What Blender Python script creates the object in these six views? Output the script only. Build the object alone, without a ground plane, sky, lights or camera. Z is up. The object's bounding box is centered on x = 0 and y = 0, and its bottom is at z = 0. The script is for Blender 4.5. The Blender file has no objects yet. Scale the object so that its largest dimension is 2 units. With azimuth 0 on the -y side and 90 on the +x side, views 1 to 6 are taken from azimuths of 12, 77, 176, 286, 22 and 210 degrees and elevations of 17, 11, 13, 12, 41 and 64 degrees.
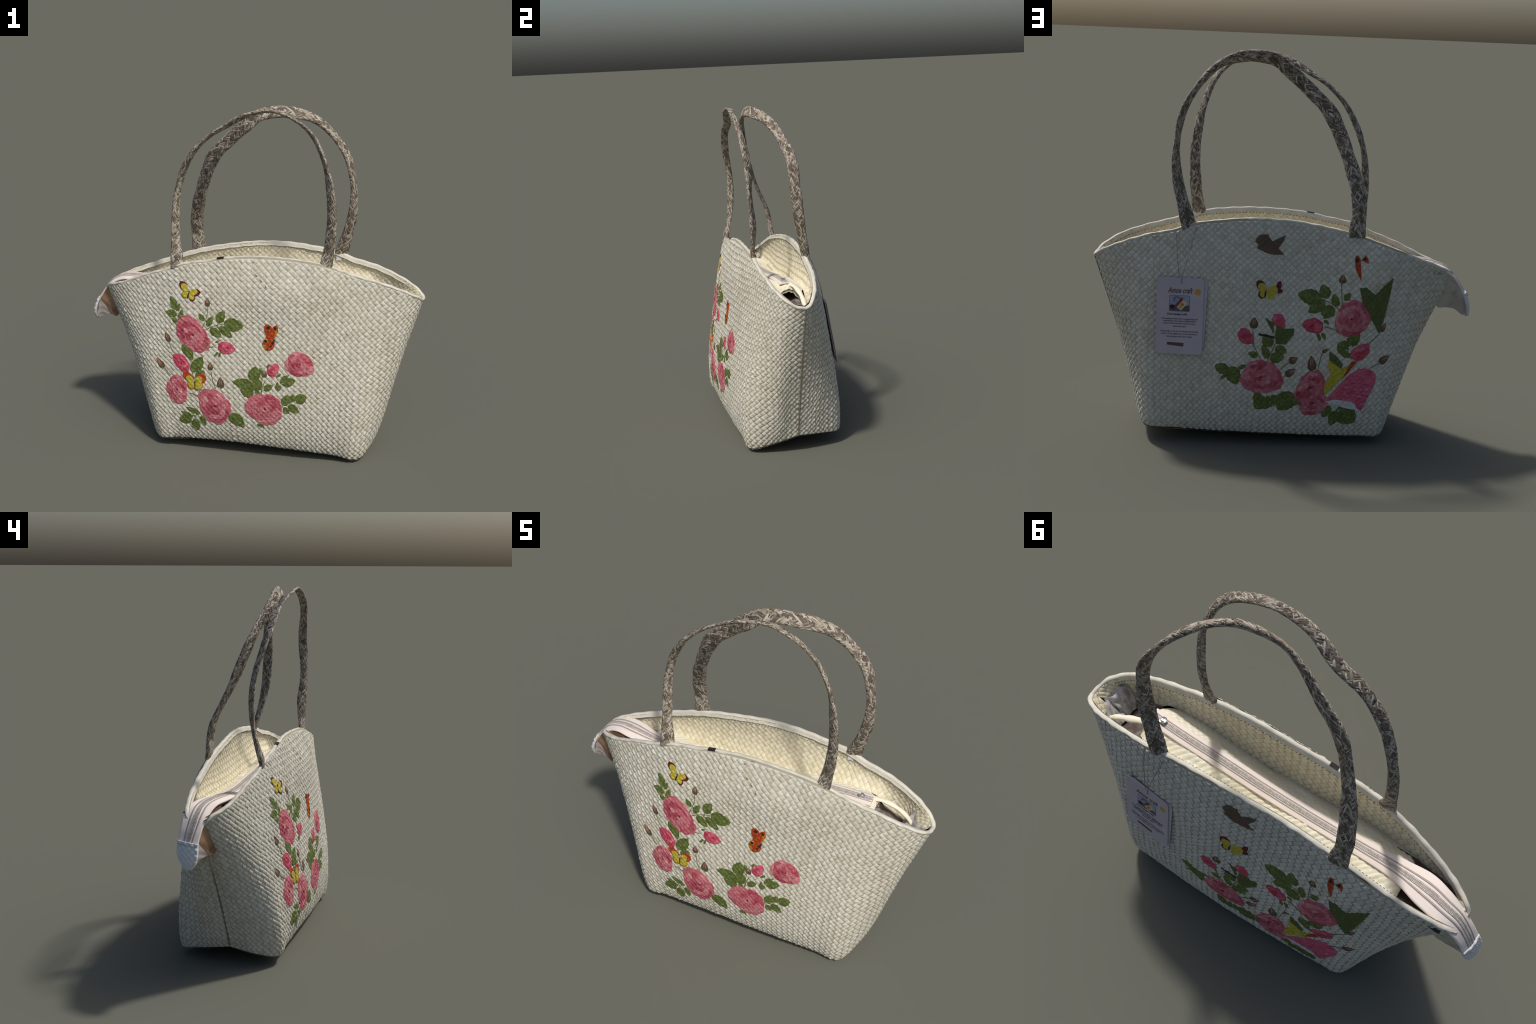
import math
import numpy as np

# ------------------------------------------------------------------ splines
def catmull(points, samples):
    """Catmull-Rom curve through points, resampled to equal arc length."""
    P = np.array(points, float)
    n = len(P)
    E = np.vstack([2 * P[0] - P[1], P, 2 * P[-1] - P[-2]])
    t = np.linspace(0, n - 1, 40 * n)
    k = np.minimum(t.astype(int), n - 2)
    x = (t - k)[:, None]
    a, b, c, d = E[k], E[k + 1], E[k + 2], E[k + 3]
    C = 0.5 * (2 * b + (c - a) * x + (2 * a - 5 * b + 4 * c - d) * x ** 2 + (3 * b - a - 3 * c + d) * x ** 3)
    L = np.concatenate([[0], np.cumsum(np.linalg.norm(np.diff(C, axis=0), axis=1))])
    u = np.linspace(0, L[-1], samples)
    return np.stack([np.interp(u, L, C[:, i]) for i in range(3)], 1)


# ------------------------------------------------------------------ bag shape
SEAM_LEFT_BOTTOM, SEAM_RIGHT_BOTTOM = (-0.573, -0.02, 0.107), (0.772, 0.0, 0.106)
SEAM_LEFT_TOP, SEAM_RIGHT_TOP = (-0.862, 0.052, 0.862), (1.003, 0.015, 0.93)
BOTTOM_FRONT = [SEAM_LEFT_BOTTOM, (-0.562, -0.155, 0.078), (-0.49, -0.266, 0.048), (-0.36, -0.272, 0.062), (-0.1, -0.282, 0.072),
                (0.2, -0.284, 0.062), (0.52, -0.272, 0.040), (0.668, -0.262, 0.022), (0.735, -0.14, 0.06), SEAM_RIGHT_BOTTOM]
BOTTOM_BACK = [SEAM_LEFT_BOTTOM, (-0.560, 0.13, 0.080), (-0.505, 0.27, 0.048), (-0.38, 0.287, 0.047), (-0.1, 0.293, 0.053),
               (0.2, 0.293, 0.062), (0.55, 0.279, 0.075), (0.705, 0.263, 0.08), (0.752, 0.135, 0.095), SEAM_RIGHT_BOTTOM]
RIM_FRONT = [SEAM_LEFT_TOP, (-0.88, -0.008, 0.897), (-0.752, -0.083, 0.946), (-0.596, -0.123, 1.015), (-0.47, -0.147, 1.06),
             (-0.36, -0.157, 1.103), (-0.234, -0.16, 1.128), (-0.097, -0.16, 1.154), (0.061, -0.157, 1.168), (0.24, -0.162, 1.167),
             (0.448, -0.161, 1.145), (0.61, -0.16, 1.097), (0.75, -0.15, 1.06), (0.873, -0.132, 1.018), (0.962, -0.085, 0.97),
             (0.995, -0.035, 0.942), SEAM_RIGHT_TOP]
RIM_BACK = [SEAM_LEFT_TOP, (-0.878, 0.108, 0.895), (-0.78, 0.14, 0.945), (-0.639, 0.16, 0.997), (-0.48, 0.165, 1.055),
            (-0.315, 0.166, 1.108), (-0.084, 0.166, 1.153), (0.068, 0.172, 1.168), (0.227, 0.171, 1.167), (0.341, 0.168, 1.155),
            (0.48, 0.165, 1.135), (0.584, 0.158, 1.098), (0.732, 0.142, 1.063), (0.866, 0.113, 1.013), (0.95, 0.078, 0.972),
            (0.988, 0.048, 0.945), SEAM_RIGHT_TOP]
BULGE = {"front": 0.070, "back": 0.056}
HALF = 0.97          # half the sewn length of one panel, seam to seam
PITCH = 0.0238       # width of one woven strip
NS, NT = 361, 181


class Panel:
    """One big woven side of the bag, from side seam to side seam, base to rim."""

    def __init__(self, name):
        self.sign = -1.0 if name == "front" else 1.0
        low = catmull(BOTTOM_FRONT if name == "front" else BOTTOM_BACK, NS)
        top = catmull(RIM_FRONT if name == "front" else RIM_BACK, NS)
        s = np.linspace(-1, 1, NS)[:, None]
        t = np.linspace(0, 1, NT)[None, :]
        P = low[:, None, :] * (1 - t)[..., None] + top[:, None, :] * t[..., None]
        belly = BULGE[name] * np.sin(np.pi * t ** 0.62) * (1 - np.abs(s) ** 2.6)
        swell = lambda s0, t0, ws, wt: np.exp(-((s - s0) / ws) ** 2 - ((t - t0) / wt) ** 2)
        if name == "front":
            belly = belly + 0.022 * swell(0.12, 0.84, 0.26, 0.13) + 0.011 * swell(-0.22, 0.76, 0.36, 0.18) + 0.008 * swell(0.30, 0.72, 0.2, 0.12) + 0.015 * swell(0.40, 0.90, 0.10, 0.10)
        else:
            belly = belly + 0.022 * swell(0.46, 0.80, 0.22, 0.17) + 0.032 * swell(-0.50, 0.87, 0.14, 0.12) + 0.020 * swell(0.20, 0.68, 0.15, 0.26) + 0.021 * swell(-0.42, 0.62, 0.15, 0.20) - 0.012 * swell(-0.08, 0.78, 0.12, 0.12)
        P[..., 1] += self.sign * belly
        # boxy ends: full beside the corners, drawn in along the side seams
        e, rise = np.abs(s), np.sin(np.pi * np.clip(t, 0, 1) ** 0.75)
        full = np.exp(-((e - 0.83) / 0.11) ** 2) * np.where(e < 0.999, 1 - e ** 12, 0)
        left, right = np.clip(-np.sign(s), 0, 1), np.clip(np.sign(s), 0, 1)
        P[..., 0] += rise * full * (0.042 * right - 0.009 * left)
        P[..., 1] += self.sign * rise * full * (0.018 * t - 0.016 * (1 - t) - 0.028 * (1 - 0.6 * t) * (right if name == "front" else 1))
        if name == "back":
            P[..., 0] += rise * full * (-0.016 * right - 0.024 * left)
            P[..., 1] += rise * full * 0.030 * t * right
        P[..., 0] += np.sin(np.pi * t ** 0.9) * e ** 5 * (0.026 * left - 0.012 * right)
        self.P = P
        ds, dt = np.gradient(P, axis=0), np.gradient(P, axis=1)
        N = np.cross(ds, dt)
        N /= np.linalg.norm(N, axis=2)[..., None] + 1e-12
        if N[NS // 2, NT // 2, 1] * self.sign < 0:
            N = -N
        self.N = N
        self.low_z = low[:, 2]
        self.top_z = top[:, 2]

    def sample(self, grid, s, t):
        a = np.clip((np.asarray(s) + 1) / 2 * (NS - 1), 0, NS - 1.001)
        b = np.clip(np.asarray(t) * (NT - 1), 0, NT - 1.001)
        i, j = a.astype(int), b.astype(int)
        x, y = (a - i)[..., None], (b - j)[..., None]
        return grid[i, j] * (1 - x) * (1 - y) + grid[i + 1, j] * x * (1 - y) + grid[i, j + 1] * (1 - x) * y + grid[i + 1, j + 1] * x * y

    def at(self, s, t, lift=0.0):
        return self.sample(self.P, s, t) + self.sample(self.N, s, t) * np.asarray(lift)[..., None]

    # sewn coordinates (p along the panel, q up it) <-> (s, t)
    def st(self, p, q):
        s = p / HALF
        x = np.linspace(-1, 1, NS)
        lo, hi = np.interp(s, x, self.low_z), np.interp(s, x, self.top_z)
        return s, (q - lo) / (hi - lo)

    def pq(self, s, t):
        x = np.linspace(-1, 1, NS)
        lo, hi = np.interp(s, x, self.low_z), np.interp(s, x, self.top_z)
        return s * HALF, lo + t * (hi - lo)

    def find(self, x, z):
        """(s, t) of the point of the panel that lies at this x and z."""
        x, z = np.asarray(x, float), np.asarray(z, float)
        s, t = np.clip((x - 0.07) / 0.9, -0.95, 0.95), np.clip((z - 0.05) / 1.05, 0.02, 0.98)
        e = 1e-3
        for _ in range(14):
            c, cs, ct = self.sample(self.P, s, t), self.sample(self.P, s + e, t), self.sample(self.P, s, t + e)
            a, b = (cs - c)[..., 0] / e, (ct - c)[..., 0] / e
            g, h = (cs - c)[..., 2] / e, (ct - c)[..., 2] / e
            rx, rz = x - c[..., 0], z - c[..., 2]
            det = a * h - b * g
            det = np.where(np.abs(det) < 1e-6, 1e-6, det)
            s = np.clip(s + np.clip((h * rx - b * rz) / det, -0.2, 0.2), -0.995, 0.993)
            t = np.clip(t + np.clip((a * rz - g * rx) / det, -0.2, 0.2), 0.0, 0.995)
        return s, t


# ------------------------------------------------------------------ the inside: a shallow trough down to the zip
ZIP = [(0.68, -0.013, 1.003), (0.5, -0.004, 0.992), (0.3, 0.0, 0.975), (0.1, 0.004, 0.955), (-0.15, 0.006, 0.938), (-0.35, 0.006, 0.930),
       (-0.55, 0.012, 0.936), (-0.70, 0.032, 0.946), (-0.79, 0.050, 0.936), (-0.858, 0.056, 0.906), (-0.912, 0.064, 0.842), (-0.952, 0.074, 0.777)]
zip_line = catmull(ZIP, 261)
zip_x = zip_line[::-1, 0]


def zip_z(x):
    return np.interp(x, zip_x, zip_line[::-1, 2])


def zip_y(x):
    return np.interp(x, zip_x, zip_line[::-1, 1])


class Lining(Panel):
    """Inner wall: from the rim inwards and down to the crease beside the zip cover."""

    def __init__(self, outer):
        self.sign = outer.sign
        rim = outer.at(np.linspace(-1, 1, NS), np.full(NS, 1.0), np.full(NS, -0.0215))
        x = np.clip(rim[:, 0], -0.80, 0.84)
        inside = np.exp(-(np.clip(x - 0.66, 0, 1) / 0.07) ** 2) * np.exp(-(np.clip(-0.56 - x, 0, 1) / 0.10) ** 2)
        y = zip_y(np.clip(x, -0.8, 0.66))
        reach = np.abs(rim[:, 1] - y)
        w = np.minimum((0.114 if outer.sign < 0 else 0.104) + 0.02 * np.clip((-0.05 - x) / 0.3, 0, 1), reach * 0.88)
        low = np.stack([x, y + self.sign * w, (zip_z(np.clip(x, -0.8, 0.66)) - (0.068 if outer.sign < 0 else 0.048)) * inside + np.where(x > 0, 0.83, 0.872) * (1 - inside)], 1)
        for _ in range(12):
            low[1:-1] = (low[:-2] + 2 * low[1:-1] + low[2:]) / 4
        t = np.linspace(0, 1, NT)[None, :, None]
        P = low[:, None, :] * (1 - t) + rim[:, None, :] * t
        # the cloth hangs: steep below the rim, curving in towards the crease
        P[..., 1] += self.sign * 0.022 * np.sin(np.pi * t[..., 0] ** 0.9) * np.clip(reach / 0.12, 0, 1)[:, None]
        P[..., 1] += 0.004 * np.sin(9 * P[..., 0] + 3) * np.sin(np.pi * t[..., 0])
        self.P = P
        N = np.cross(np.gradient(P, axis=0), np.gradient(P, axis=1))
        N /= np.linalg.norm(N, axis=2)[..., None] + 1e-12
        if N[NS // 2, NT // 2, 2] < 0:
            N = -N
        self.N = N
        slant = np.linalg.norm(P[:, -1] - P[:, 0], axis=1)
        self.top_z = rim[:, 2]
        self.low_z = rim[:, 2] - slant

import bpy
from mathutils import Matrix, Vector

rng = np.random.default_rng(7)

# ------------------------------------------------------------------ woven relief
SQ2 = math.sqrt(2.0)


def warp(p, q):
    """Hand-woven strips are never quite straight."""
    return (p + 0.006 * np.sin(5.1 * q + 1.3) + 0.004 * np.sin(9.7 * p + 4.3 * q) + 0.0028 * np.sin(31 * p - 17 * q) + 0.0012 * np.sin(71 * q + 43 * p),
            q + 0.006 * np.sin(4.3 * p + 0.4) + 0.004 * np.sin(8.1 * q - 6.1 * p + 2.0) + 0.0028 * np.sin(27 * q + 13 * p) + 0.0012 * np.sin(67 * p - 39 * q))


def ab_of(p, q):
    u, v = p, q
    for _ in range(4):
        a, b = warp(u, v)
        u, v = u + (p - a), v + (q - b)
    return (u + v) / (SQ2 * PITCH), (u - v) / (SQ2 * PITCH)


def pq_of(a, b):
    return warp((a + b) * PITCH / SQ2, (a - b) * PITCH / SQ2)


def chance(i, j, k=0):
    x = np.sin(i * 12.9898 + j * 78.233 + k * 37.719) * 43758.5453
    return x - np.floor(x)


ALONG, ACROSS = 0.575, 0.470


def pillow(x, y, i, j, H):
    """Height of the strip piece of cell (i, j) at x along it and y across it."""
    g = np.clip(1 - np.abs(x / ALONG) ** 2.2, 0, 1)
    f = 1 - np.abs(y / 0.49) ** 2.2
    tilt = 0.35 * (chance(i, j, 3) - 0.5) * y
    # every strip has a thickness of its own
    odd = (i + j) % 2 > 0.5
    H = H * np.where(odd, 0.97 + 0.55 * (chance(i, 0 * i, 5) - 0.5), 1.05 + 0.55 * (chance(0 * j, j, 6) - 0.5))
    return H * (0.7 + 0.6 * chance(i, j)) * (g * (0.3 + 0.7 * f + tilt)) - 0.0022 * (1 - g)


def weave_height(a, b, H):
    best = np.full(np.shape(a), -0.0015)
    i0, j0 = np.floor(a), np.floor(b)
    for di, dj in ((0, 0), (1, 0), (-1, 0), (0, 1), (0, -1)):
        i, j = i0 + di, j0 + dj
        lx, ly = a - i - 0.5, b - j - 0.5
        flip = (i + j) % 2 > 0.5
        x, y = np.where(flip, ly, lx), np.where(flip, lx, ly)
        ok = (np.abs(x) < ALONG) & (np.abs(y) < ACROSS)
        best = np.where(ok, np.maximum(best, pillow(x, y, i, j, H)), best)
    return best


# ------------------------------------------------------------------ scene helpers
def new_mesh(name, verts, faces, smooth=True):
    me = bpy.data.meshes.new(name)
    verts = np.asarray(verts, float)
    if isinstance(faces, np.ndarray):
        nf, k = faces.shape
        me.vertices.add(len(verts))
        me.vertices.foreach_set("co", verts.ravel())
        me.loops.add(nf * k)
        me.loops.foreach_set("vertex_index", faces.ravel().astype(np.int32))
        me.polygons.add(nf)
        me.polygons.foreach_set("loop_start", np.arange(0, nf * k, k, dtype=np.int32))
        me.update(calc_edges=True)
        me.validate()
    else:
        me.from_pydata(verts.tolist(), [], [list(f) for f in faces])
    me.polygons.foreach_set("use_smooth", np.full(len(me.polygons), smooth))
    me.update()
    return me


def add(name, mesh, parent, *mats):
    ob = bpy.data.objects.new(name, mesh)
    bpy.context.scene.collection.objects.link(ob)
    ob.parent = parent
    for m in mats:
        mesh.materials.append(m)
    return ob


def grid_faces(n, m, close_u=False, close_v=False, offset=0):
    """Quads of an n x m grid of vertices (index = i * m + j)."""
    i = np.arange(n if close_u else n - 1)[:, None]
    j = np.arange(m if close_v else m - 1)[None, :]
    i2, j2 = (i + 1) % n, (j + 1) % m
    f = np.stack([i * m + j, i2 * m + j, i2 * m + j2, i * m + j2], -1)
    return f.reshape(-1, 4) + offset


def tube(path, radius, sides=8, closed=False):
    P = np.asarray(path, float)
    T = np.gradient(P, axis=0)
    T /= np.linalg.norm(T, axis=1)[:, None] + 1e-12
    up = np.array([0.0, 0.0, 1.0]) if abs(T[len(T) // 2, 2]) < 0.8 else np.array([1.0, 0.0, 0.0])
    A = np.cross(T, up)
    A /= np.linalg.norm(A, axis=1)[:, None] + 1e-12
    Bn = np.cross(T, A)
    r = np.broadcast_to(np.asarray(radius, float), (len(P),))
    ang = np.linspace(0, 2 * np.pi, sides, endpoint=False)
    V = P[:, None, :] + r[:, None, None] * (np.cos(ang)[None, :, None] * A[:, None, :] + np.sin(ang)[None, :, None] * Bn[:, None, :])
    return V.reshape(-1, 3), grid_faces(len(P), sides, close_u=closed, close_v=True)


class Heap:
    """Collects pieces into one mesh, with a material slot for each piece."""

    def __init__(self):
        self.v, self.f, self.m, self.n = [], [], [], 0

    def put(self, verts, faces, slot=0):
        verts = np.asarray(verts, float).reshape(-1, 3)
        self.v.append(verts)
        for f in faces:
            self.f.append([int(k) + self.n for k in f])
        self.m += [slot] * len(faces)
        self.n += len(verts)

    def build(self, name, parent, *mats, smooth=True):
        me = bpy.data.meshes.new(name)
        me.from_pydata(np.concatenate(self.v).tolist(), [], self.f)
        ob = add(name, me, parent, *mats)
        me.polygons.foreach_set("material_index", self.m)
        me.polygons.foreach_set("use_smooth", [smooth] * len(me.polygons))
        me.update()
        return ob


def box(cx, cy, cz, sx, sy, sz):
    v = [(cx + a * sx / 2, cy + b * sy / 2, cz + c * sz / 2) for a in (-1, 1) for b in (-1, 1) for c in (-1, 1)]
    return v, [(0, 1, 3, 2), (4, 6, 7, 5), (0, 4, 5, 1), (2, 3, 7, 6), (0, 2, 6, 4), (1, 5, 7, 3)]


# ------------------------------------------------------------------ materials
def material(name, colours, rough=0.75, noise=None, islands=True, spread=1.0, bump=None, stretch=(1, 1, 1), metallic=0.0, sheen=0.0):
    """Principled material: a ramp of colours driven by a random value per piece and/or noise."""
    m = bpy.data.materials.new(name)
    m.use_nodes = True
    nt = m.node_tree
    N, Lk = nt.nodes, nt.links
    bsdf = N["Principled BSDF"]
    bsdf.inputs["Roughness"].default_value = rough
    bsdf.inputs["Metallic"].default_value = metallic
    bsdf.inputs["Specular IOR Level"].default_value = 0.25
    bsdf.inputs["Sheen Weight"].default_value = sheen
    if len(colours) == 1:
        bsdf.inputs["Base Color"].default_value = (*colours[0], 1)
    else:
        ramp = N.new("ShaderNodeValToRGB")
        e = ramp.color_ramp.elements
        while len(e) < len(colours):
            e.new(0.5)
        for k, c in enumerate(colours):
            e[k].position = k / (len(colours) - 1)
            e[k].color = (*c, 1)
        coord = N.new("ShaderNodeTexCoord")
        mapping = N.new("ShaderNodeMapping")
        mapping.inputs["Scale"].default_value = stretch
        Lk.new(coord.outputs["Object"], mapping.inputs["Vector"])
        value = None
        if noise:
            tex = N.new("ShaderNodeTexNoise")
            tex.inputs["Scale"].default_value = noise
            tex.inputs["Detail"].default_value = 5.0
            Lk.new(mapping.outputs["Vector"], tex.inputs["Vector"])
            sharp = N.new("ShaderNodeMapRange")
            sharp.inputs["From Min"].default_value = 0.28
            sharp.inputs["From Max"].default_value = 0.72
            Lk.new(tex.outputs["Fac"], sharp.inputs["Value"])
            value = sharp.outputs["Result"]
        if islands:
            geo = N.new("ShaderNodeNewGeometry")
            if value is None:
                value = geo.outputs["Random Per Island"]
            else:
                mix = N.new("ShaderNodeMix")
                mix.inputs["Factor"].default_value = 0.5 * spread
                Lk.new(geo.outputs["Random Per Island"], mix.inputs["A"])
                Lk.new(value, mix.inputs["B"])
                value = mix.outputs["Result"]
        Lk.new(value, ramp.inputs["Fac"])
        Lk.new(ramp.outputs["Color"], bsdf.inputs["Base Color"])
        if bump:
            bt = N.new("ShaderNodeTexNoise")
            bt.inputs["Scale"].default_value = bump[0]
            bt.inputs["Detail"].default_value = 4.0
            Lk.new(mapping.outputs["Vector"], bt.inputs["Vector"])
            bn = N.new("ShaderNodeBump")
            bn.inputs["Strength"].default_value = bump[1]
            bn.inputs["Distance"].default_value = 0.002
            Lk.new(bt.outputs["Fac"], bn.inputs["Height"])
            Lk.new(bn.outputs["Normal"], bsdf.inputs["Normal"])
    return m


def veined(name, dark, mid, light, vein):
    """Printed leaf: mottled green with a pale midrib along the object's x axis."""
    m = material(name, [dark, mid, light], 0.55, noise=60, islands=False)
    nt = m.node_tree
    N, Lk = nt.nodes, nt.links
    bsdf, ramp = N["Principled BSDF"], next(n for n in N if n.bl_idname == "ShaderNodeValToRGB")
    coord = next(n for n in N if n.bl_idname == "ShaderNodeTexCoord")
    sep = N.new("ShaderNodeSeparateXYZ")
    Lk.new(coord.outputs["Object"], sep.inputs["Vector"])
    ab = N.new("ShaderNodeMath"); ab.operation = "ABSOLUTE"
    Lk.new(sep.outputs["Y"], ab.inputs[0])
    rib = N.new("ShaderNodeMapRange")
    rib.inputs["From Min"].default_value, rib.inputs["From Max"].default_value = 0.0004, 0.0016
    rib.inputs["To Min"].default_value, rib.inputs["To Max"].default_value = 0.55, 0.0
    Lk.new(ab.outputs[0], rib.inputs["Value"])
    mix = N.new("ShaderNodeMix"); mix.data_type = "RGBA"
    Lk.new(rib.outputs["Result"], mix.inputs["Factor"])
    Lk.new(ramp.outputs["Color"], mix.inputs["A"])
    mix.inputs["B"].default_value = (*vein, 1)
    Lk.new(mix.outputs["Result"], bsdf.inputs["Base Color"])
    return m


M = {
    "weave": material("woven_pandan", [(0.44, 0.407, 0.318), (0.51, 0.485, 0.395), (0.555, 0.535, 0.45), (0.59, 0.575, 0.50)], 0.6, noise=3.0, spread=0.6, bump=(240, 0.25)),
    "lining_sheet": material("lining_backing", [(0.50, 0.44, 0.30), (0.56, 0.50, 0.36)], 0.8, noise=8, islands=False),  # browner than the lining strips, so the gaps between them look shadowed
    "flap_cloth": material("flap_cloth", [(0.34, 0.27, 0.20), (0.46, 0.42, 0.34), (0.50, 0.475, 0.40)], 0.75, noise=16, islands=False, bump=(70, 0.6)),
    "sheet": material("pandan_backing", [(0.36, 0.33, 0.245), (0.42, 0.39, 0.30)], 0.8, noise=8, islands=False),
    "base": material("pandan_base", [(0.40, 0.36, 0.27), (0.58, 0.54, 0.43), (0.66, 0.63, 0.52)], 0.75, noise=6, islands=False, bump=(90, 0.5)),
    "lining": material("inner_weave", [(0.60, 0.545, 0.385), (0.69, 0.64, 0.475), (0.74, 0.695, 0.54)], 0.6, noise=4.0, spread=0.5),
    "rim": material("folded_rim", [(0.50, 0.47, 0.38), (0.58, 0.555, 0.47), (0.64, 0.62, 0.545)], 0.6, noise=22, islands=False, bump=(120, 0.4)),
    "seam": material("seam_thread", [(0.16, 0.14, 0.11), (0.24, 0.21, 0.16)], 0.9, noise=40, islands=False),
    "stitch": material("stitch_hole", [(0.12, 0.10, 0.07), (0.20, 0.17, 0.12)], 0.9),
    "strand_core": material("handle_core", [(0.075, 0.060, 0.047), (0.15, 0.125, 0.098)], 0.85, noise=60, islands=False),
    "strand": material("handle_strands", [(0.080, 0.063, 0.047), (0.14, 0.115, 0.087), (0.235, 0.20, 0.155), (0.35, 0.308, 0.247), (0.50, 0.455, 0.38)], 0.6),
    "cover": material("cover_weave", [(0.68, 0.63, 0.47), (0.75, 0.715, 0.575), (0.77, 0.755, 0.66)], 0.65, noise=5, islands=False),
    "tape": material("zip_tape", [(0.74, 0.65, 0.585), (0.80, 0.725, 0.665)], 0.7, noise=10, islands=False, bump=(300, 0.15)),
    "stripe": material("zip_stripe", [(0.34, 0.28, 0.245), (0.44, 0.37, 0.33)], 0.7, noise=60, islands=False),
    "teeth": material("zip_teeth", [(0.38, 0.35, 0.32), (0.55, 0.52, 0.48)], 0.5),
    "metal": material("zip_metal", [(0.62, 0.62, 0.60)], 0.3, metallic=0.9),
    "pit": material("dark_hollow_floor", [(0.045, 0.033, 0.03), (0.10, 0.075, 0.065)], 0.85, noise=9, islands=False),
    "pit_dark": material("dark_crumpled_floor", [(0.04, 0.029, 0.026), (0.07, 0.052, 0.046), (0.12, 0.095, 0.085), (0.34, 0.32, 0.31)], 0.6, noise=11, islands=False, bump=(40, 0.6)),
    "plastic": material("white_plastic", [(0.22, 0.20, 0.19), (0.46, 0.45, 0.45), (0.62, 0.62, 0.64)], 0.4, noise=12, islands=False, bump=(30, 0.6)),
    "patch": material("tab_weave", [(0.50, 0.52, 0.54), (0.60, 0.62, 0.63), (0.66, 0.67, 0.67)], 0.6, noise=5, spread=0.4, bump=(200, 0.2)),
    "leather": material("tab_underside", [(0.10, 0.06, 0.04), (0.24, 0.145, 0.085), (0.36, 0.22, 0.13)], 0.75, noise=12, islands=False),
    "tab_inner": material("tab_inner_cloth", [(0.42, 0.35, 0.32), (0.52, 0.45, 0.41)], 0.8, noise=18, islands=False),
    "rose": material("rose_print", [(0.19, 0.020, 0.035), (0.34, 0.055, 0.080), (0.43, 0.105, 0.130), (0.49, 0.185, 0.20), (0.57, 0.33, 0.31)], 0.6, noise=45, spread=0.8),
    "rosebud": material("rosebud_print", [(0.27, 0.02, 0.042), (0.42, 0.048, 0.085), (0.50, 0.10, 0.14), (0.54, 0.22, 0.23)], 0.6, noise=45, spread=0.8),
    "leaf": veined("leaf_print", (0.052, 0.072, 0.014), (0.095, 0.125, 0.028), (0.155, 0.19, 0.055), (0.19, 0.225, 0.085)),
    "stem": material("stem_print", [(0.10, 0.12, 0.04), (0.18, 0.20, 0.08)], 0.6, noise=50, islands=False),
    "bud": material("bud_print", [(0.045, 0.042, 0.02), (0.10, 0.07, 0.038), (0.12, 0.115, 0.045)], 0.6, noise=90, islands=True),
    "bud_pink": material("bud_petal_print", [(0.28, 0.09, 0.08), (0.42, 0.22, 0.19)], 0.6, noise=120),
    "yellow": material("wing_yellow", [(0.30, 0.24, 0.018), (0.43, 0.37, 0.03), (0.42, 0.35, 0.10)], 0.55, noise=70, islands=False),
    "amber": material("wing_amber", [(0.33, 0.10, 0.015), (0.50, 0.26, 0.015)], 0.55, noise=80, islands=False),
    "orange": material("wing_orange", [(0.16, 0.020, 0.007), (0.34, 0.045, 0.009), (0.40, 0.085, 0.012)], 0.55, noise=70, islands=False),
    "maroon": material("wing_maroon", [(0.06, 0.010, 0.010), (0.13, 0.025, 0.020)], 0.55, noise=80, islands=False),
    "dark": material("dark_print", [(0.014, 0.013, 0.014), (0.03, 0.024, 0.024)], 0.7, noise=80, islands=False),
    "fleck": material("brown_fleck", [(0.20, 0.11, 0.07), (0.30, 0.19, 0.13)], 0.7, noise=80, islands=False),
    "bird": material("bird_label", [(0.095, 0.062, 0.045), (0.125, 0.083, 0.06)], 0.7, noise=14, islands=False),
    "leaf_shard": material("leaf_shard_print", [(0.062, 0.085, 0.022), (0.10, 0.125, 0.035)], 0.6, noise=18, islands=False, stretch=(3, 1, 1)),
    "pink_shard": material("rose_shard_print", [(0.36, 0.035, 0.075), (0.52, 0.095, 0.15), (0.58, 0.19, 0.24)], 0.6, noise=22, islands=False, stretch=(1, 4, 1)),
    "pale_shard": material("pale_shard_print", [(0.45, 0.42, 0.42), (0.62, 0.61, 0.60)], 0.6, noise=16, islands=False),
    "card": material("tag_card", [(0.42, 0.375, 0.405), (0.475, 0.425, 0.46)], 0.5, noise=7, islands=False),
    "ink": material("tag_ink", [(0.05, 0.03, 0.035)], 0.6),
    "brown_ink": material("tag_brown_ink", [(0.13, 0.055, 0.03)], 0.6),
    "gold": material("tag_gold", [(0.45, 0.23, 0.03), (0.55, 0.30, 0.05)], 0.5, noise=90, islands=False),
    "photo_sky": material("photo_backdrop", [(0.20, 0.22, 0.30), (0.36, 0.38, 0.48)], 0.5, noise=12, islands=False),
    "photo_ground": material("photo_table", [(0.07, 0.06, 0.07), (0.14, 0.12, 0.13)], 0.5, noise=40, islands=False),
    "photo_red": material("photo_red_flap", [(0.22, 0.05, 0.045)], 0.5),
    "photo_cream": material("photo_cream", [(0.55, 0.45, 0.30)], 0.5),
    "string": material("tag_string", [(0.16, 0.16, 0.17), (0.25, 0.25, 0.26)], 0.8, noise=60, islands=False),
    "label": material("inner_label", [(0.75, 0.77, 0.78)], 0.5),
}

# ------------------------------------------------------------------ the bag
root = bpy.data.objects.new("woven_handbag", None)
bpy.context.scene.collection.objects.link(root)
root["label"] = "cream woven tote bag with rose print and braided handles"
root["category"] = "handbag"

PANEL = {"front": Panel("front"), "back": Panel("back")}
RELIEF = 0.0033


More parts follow.
